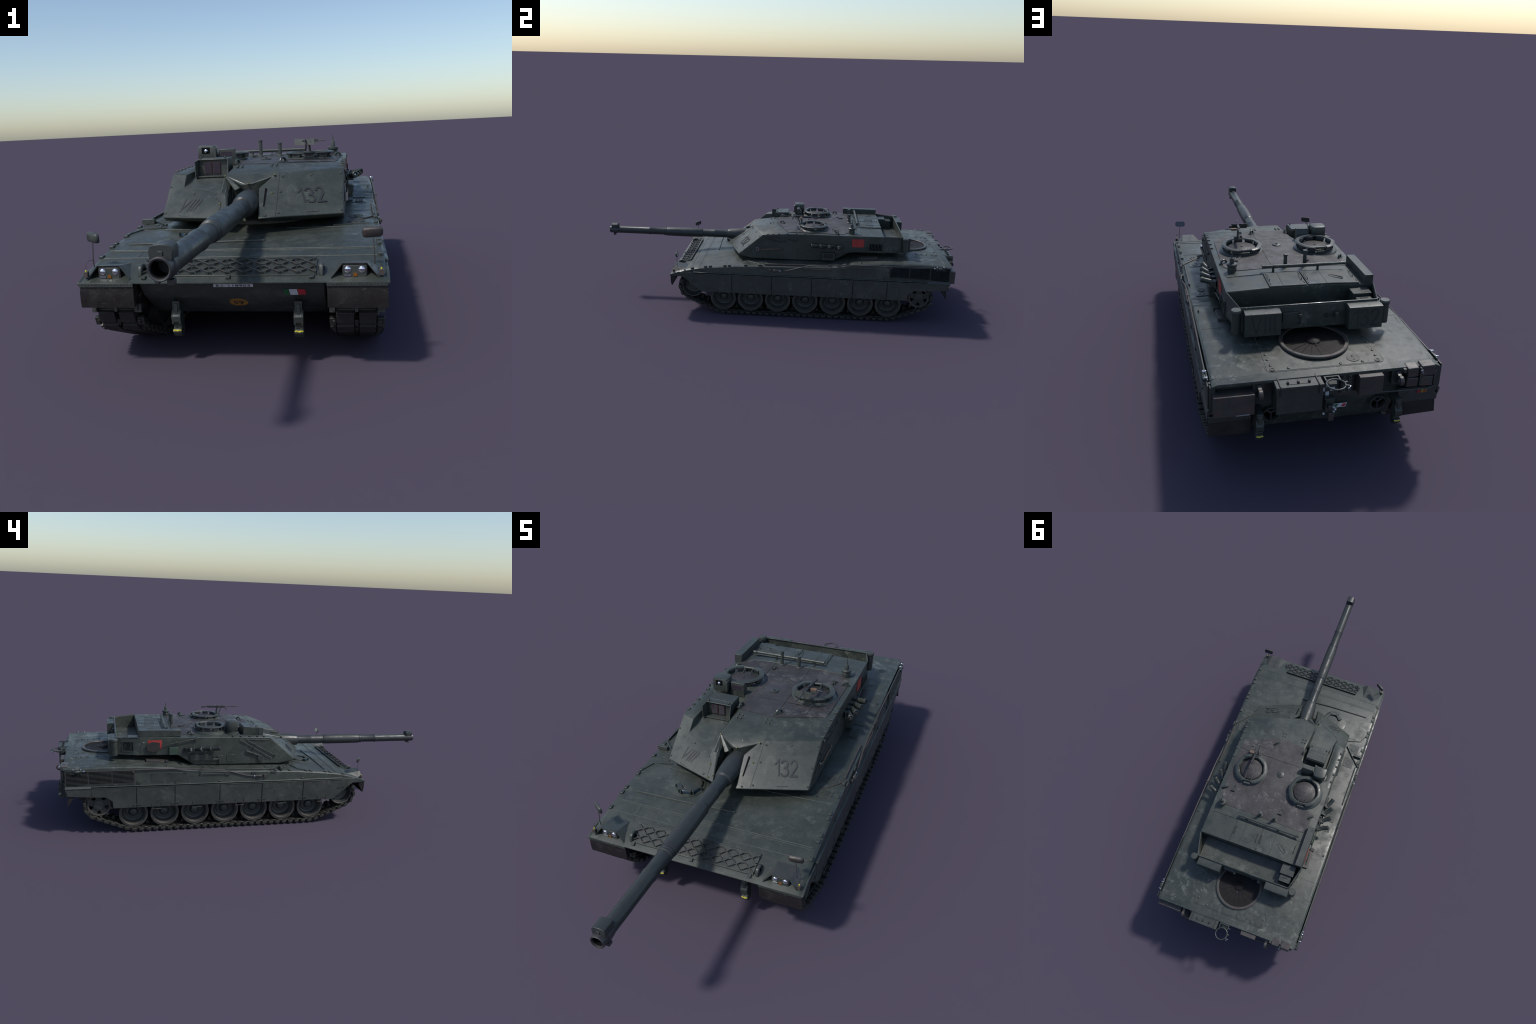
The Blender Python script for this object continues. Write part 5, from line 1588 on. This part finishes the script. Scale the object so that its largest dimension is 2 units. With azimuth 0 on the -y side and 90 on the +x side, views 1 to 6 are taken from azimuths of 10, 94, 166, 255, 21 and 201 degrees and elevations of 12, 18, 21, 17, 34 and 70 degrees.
# ---- smoke dischargers
tube_b = Build()
tube_b.lathe([(0.0060, -0.004), (0.0098, 0.000), (0.0098, 0.033), (0.0106, 0.034), (0.0106, 0.041), (0.0078, 0.043), (0.0076, 0.037), (0, 0.037)], (0, 0, 0), (0, 0, 1), 18, 'part')
tube_b.cyl((0, 0, 0.037), (0, 0, 0.0405), 0.0028, 'steel', 8)
launcher = tube_b.done("smoke_discharger", turret, angle=40)
first = True
for s in (1, -1):
    b = Build()
    for k in range(4):
        y = 0.222 + 0.0405 * k
        yaw = math.radians((22, 37, 52, 68)[k])
        d = V((s * math.sin(yaw), -math.cos(yaw), 0.16)).normalized()
        base = V((s * 0.2735, y, 0.3860))
        m4 = facing(base, d)
        if first:
            launcher.matrix_local = m4
            first = False
        else:
            dup(launcher, turret, m4)
        b.box(V((s * 0.2680, y + 0.002, 0.3820)), (0.024, 0.021, 0.022), 'part', Matrix.Rotation(-s * (yaw - 0.8), 3, 'Z'))
    b.box((s * 0.2600, 0.285, 0.3680), (0.010, 0.150, 0.010), 'part')
    b.done("discharger_bracket", turret, bevel=0.001)

# ---- side fittings
def side_plate(name, s, y0, y1, z0, z1, th, mat, x=0.2570, bev=0.0008):
    b = Build()
    b.box((s * (x + th / 2), (y0 + y1) / 2, (z0 + z1) / 2), (th, abs(y1 - y0), abs(z1 - z0)), mat)
    return b.done(name, turret, bevel=bev)

side_plate("recognition_panel", 1, 0.403, 0.467, 0.3850, 0.4290, 0.0012, 'red', bev=0)
side_plate("recognition_panel", -1, 0.466, 0.532, 0.3870, 0.4300, 0.0012, 'red', bev=0)
for s, ya, yb2 in ((1, 0.493, 0.566), (-1, 0.598, 0.652)):
    xo = 0.257 if s > 0 else 0.2415
    rot = Matrix.Rotation(0, 3, 'Z') if s > 0 else Matrix.Rotation(-0.243, 3, 'Z')
    yc, w = (ya + yb2) / 2, yb2 - ya
    za, zb2 = (0.367, 0.408) if s > 0 else (0.376, 0.422)
    b = Build()
    b.box((s * (xo + 0.0012), yc, (za + zb2) / 2), (0.0016, w, zb2 - za), 'black', rot)
    for zz in (za, zb2):
        b.box((s * (xo + 0.002), yc, zz), (0.005, w, 0.004), 'part', rot)
    for e in (-1, 1):
        b.box(V((s * (xo + 0.002), yc, (za + zb2) / 2)) + rot @ V((0, e * w / 2, 0)), (0.005, 0.004, zb2 - za), 'part', rot)
    for k in range(9):
        b.box(V((s * (xo + 0.0018), yc, (za + zb2) / 2)) + rot @ V((0, (k - 4) * w / 9.5, 0)), (0.003, 0.0018, zb2 - za), 'part', rot)
    b.done("side_vent", turret)
# right side
b = Build()
b.box((0.2680, 0.2800, 0.3310), (0.022, 0.066, 0.042), 'part')
b.box((0.2795, 0.2800, 0.3360), (0.002, 0.050, 0.024), 'dirty')
b.done("side_stowage", turret, bevel=0.0015)
b = Build()
b.tube([(0.2620, 0.318, 0.3330), (0.2630, 0.388, 0.3570), (0.2640, 0.470, 0.3740), (0.2640, 0.484, 0.3765)], 0.0030, 'part', 8)
b.tube([(0.2640, 0.483, 0.3620), (0.2640, 0.483, 0.3900)], 0.0022, 'part', 6)
b.done("side_pole", turret)
b = Build()
b.ring((0.2572, 0.171, 0.3400), (1, 0, 0), 0.0220, 0.0238, 0.0008, 'part', 28)
b.done("case_port", turret)
b = Build()
b.prism([(0.2570, -0.140, 0.3440), (0.2570, -0.118, 0.3690), (0.2570, -0.020, 0.3740), (0.2570, 0.036, 0.3640), (0.2570, 0.036, 0.3480), (0.2570, -0.100, 0.3400)], (0.003, 0, 0), 'part')
b.done("tool_tray", turret, bevel=0.0008)
b = Build()
b.cyl((0.2645, -0.098, 0.3530), (0.2645, 0.026, 0.3600), 0.0026, 'wood', 8)
b.prism([(0.2610, -0.112, 0.3430), (0.2610, -0.098, 0.3440), (0.2610, -0.096, 0.3620), (0.2610, -0.112, 0.3660)], (0.006, 0, 0), 'steel')
b.prism([(0.2605, -0.109, 0.3460), (0.2605, -0.101, 0.3470), (0.2605, -0.100, 0.3600), (0.2605, -0.109, 0.3630)], (0.0072, 0, 0), 'mark')
b.box((0.2625, -0.070, 0.3545), (0.008, 0.006, 0.009), 'part')
b.box((0.2625, 0.010, 0.3590), (0.008, 0.006, 0.009), 'part')
b.done("axe", turret)
b = Build()
b.tube([(0.2600, -0.060, 0.4270), (0.2610, -0.015, 0.4290), (0.2605, 0.020, 0.4190), (0.2600, 0.045, 0.4240), (0.2605, 0.075, 0.4100), (0.2605, 0.115, 0.4090)], 0.0016, 'mark', 6)
b.tube([(0.2600, -0.055, 0.4150), (0.2605, 0.015, 0.3990), (0.2605, 0.060, 0.4030)], 0.0014, 'mark', 6)
b.cyl((0.2570, 0.113, 0.4090), (0.2640, 0.113, 0.4090), 0.0070, 'part', 14)
for y, z in ((-0.062, 0.4260), (-0.030, 0.4180), (0.020, 0.4180), (-0.090, 0.395)):
    b.box((0.2595, y, z), (0.007, 0.008, 0.007), 'part')
b.done("tie_down_strap", turret)
# left side
b = Build()
b.tube([(-0.2640, 0.302, 0.4355), (-0.2650, 0.400, 0.4170), (-0.2650, 0.470, 0.4040)], 0.0024, 'part', 8)
b.prism([(-0.2670, 0.476, 0.4190), (-0.2690, 0.508, 0.4245), (-0.2690, 0.540, 0.4150), (-0.2690, 0.536, 0.3800), (-0.2690, 0.500, 0.3720), (-0.2670, 0.477, 0.3850)], (0.0035, 0, 0), 'rubber')
b.box((-0.2615, 0.302, 0.4330), (0.008, 0.006, 0.022), 'part')
b.box((-0.2615, 0.394, 0.4180), (0.009, 0.007, 0.009), 'part')
b.cyl((-0.2590, 0.553, 0.4190), (-0.2620, 0.553, 0.4190), 0.0022, 'steel', 8)
b.cyl((-0.2590, 0.512, 0.3670), (-0.2640, 0.512, 0.3670), 0.0026, 'steel', 8)
b.done("shovel", turret, bevel=0.0005)
side_plate("green_can", -1, 0.389, 0.431, 0.3580, 0.3950, 0.010, 'box_green')
b = Build()
b.cyl((-0.2630, 0.335, 0.3270), (-0.2630, 0.180, 0.3300), 0.0030, 'part', 8)
b.prism([(-0.2600, 0.196, 0.3480), (-0.2600, 0.166, 0.3500), (-0.2600, 0.172, 0.3300), (-0.2600, 0.176, 0.3080), (-0.2600, 0.186, 0.3080), (-0.2600, 0.188, 0.3300)], (-0.006, 0, 0), 'part')
b.done("sledge", turret, bevel=0.001)
b = Build()
b.box((-0.2630, 0.275, 0.3410), (0.012, 0.110, 0.030), 'part')
b.done("side_stowage", turret, bevel=0.0015)
b = Build()
for a, c in (((0.081, 0.426), (-0.087, 0.327)), ((0.042, 0.421), (-0.108, 0.340))):
    b.tube([(-0.2610, a[0], a[1]), (-0.2610, c[0], c[1])], 0.0017, 'part', 6)
for y, z in ((0.000, 0.3985), (-0.104, 0.342), (0.010, 0.384)):
    b.box((-0.2605, y, z), (0.008, 0.007, 0.007), 'part')
for y, z in ((0.003, 0.4080), (0.024, 0.3800), (-0.102, 0.3790), (0.017, 0.3400), (-0.060, 0.3250)):
    b.cyl((-0.2560, y, z), (-0.2595, y, z), 0.0022, 'steel', 8)
b.tube([(-0.2600, 0.046, 0.4280), (-0.2600, -0.050, 0.4230), (-0.2590, -0.070, 0.4240)], 0.0014, 'part', 6)
b.done("crow_bar", turret)
b = Build()
b.cyl((-0.2630, 0.048, 0.3680), (-0.2630, -0.020, 0.3430), 0.0036, 'part', 10)
b.prism([(-0.2610, -0.014, 0.3470), (-0.2610, -0.034, 0.3410), (-0.2610, -0.042, 0.3150), (-0.2610, -0.018, 0.3150), (-0.2610, -0.012, 0.3300)], (-0.004, 0, 0), 'part')
b.box((-0.2620, 0.010, 0.3540), (0.009, 0.008, 0.012), 'part')
b.done("entrenching_tool", turret, bevel=0.0008)
side_plate("access_cover", -1, 0.106, 0.145, 0.3130, 0.3510, 0.0015, 'paint')

# ================================================================== GUN
GX, GZ = -0.007, 0.3545
def gun_lathe(name, prof, mat, n=40, parent=None, mats=None):
    b = Build()
    b.lathe([(r, -y) for r, y in prof], (GX, 0, GZ), (0, -1, 0), n, mat, mats=mats)
    return b.done(name, parent, angle=32)
barrel = gun_lathe("gun_barrel", [(0.0240, -0.200), (0.0240, -0.3000), (0.0228, -0.3010), (0.0228, -0.3680), (0.0238, -0.3720), (0.0238, -0.3800), (0.0225, -0.3860), (0.0225, -0.4500),
                                   (0.0225, -0.4700), (0.0205, -0.6600), (0.0205, -0.7550), (0.0222, -0.7580), (0.0222, -0.7640), (0.0207, -0.7700), (0.0202, -0.9500), (0.0202, -0.960)], 'gun', parent=tank)
gun_lathe("gun_mantlet", [(0.0345, -0.150), (0.0362, -0.1900), (0.0360, -0.2300), (0.0335, -0.2620), (0.0310, -0.2820), (0.0300, -0.2900), (0.0285, -0.2960), (0.0235, -0.3000), (0.0230, -0.3000)], 'gun', parent=barrel)
gun_lathe("bore_evacuator", [(0.0225, -0.4460), (0.0240, -0.4490), (0.0256, -0.4540), (0.0262, -0.5200), (0.0262, -0.6000), (0.0250, -0.6570), (0.0246, -0.6590), (0.0222, -0.6600), (0.0222, -0.6630), (0.0236, -0.6640), (0.0236, -0.6690),
                             (0.0222, -0.6700), (0.0222, -0.6730), (0.0232, -0.6740), (0.0232, -0.6780), (0.0205, -0.6800)], 'gun', parent=barrel)
muz = gun_lathe("muzzle", [(0.0202, -0.952), (0.0215, -0.9560), (0.0215, -0.9640), (0.0222, -0.9660), (0.0222, -0.9780), (0.0196, -0.9800), (0.0200, -0.9940), (0.0194, -0.9985), (0.0180, -1.0000), (0.0156, -0.9990), (0.0143, -0.9950), (0.0145, -0.930), (0, -0.930)], 'muzzle', parent=barrel,
                mats=['muzzle'] * 10 + ['black'] * 2)
b = Build()
hw = 0.0180
sec = [(GX - hw, GZ + 0.010), (GX - hw - 0.0015, GZ + 0.0260), (GX - hw + 0.001, GZ + 0.0330), (GX - hw + 0.006, GZ + 0.0362), (GX, GZ + 0.0372),
       (GX + hw - 0.006, GZ + 0.0362), (GX + hw - 0.001, GZ + 0.0330), (GX + hw + 0.0015, GZ + 0.0260), (GX + hw, GZ + 0.010)]
b.loft([[(x, -0.9520, z) for x, z in sec], [(x, -0.9880, z) for x, z in sec]], 'gun')
b.box((GX, -0.9870, GZ + 0.0225), (0.009, 0.006, 0.008), 'mark')
b.box((GX + 0.010, -0.972, GZ - 0.0255), (0.012, 0.014, 0.010), 'muzzle')
b.box((GX - 0.012, -0.974, GZ - 0.0245), (0.008, 0.010, 0.007), 'muzzle')
b.done("muzzle_reference_sight", muz, bevel=0.0012)
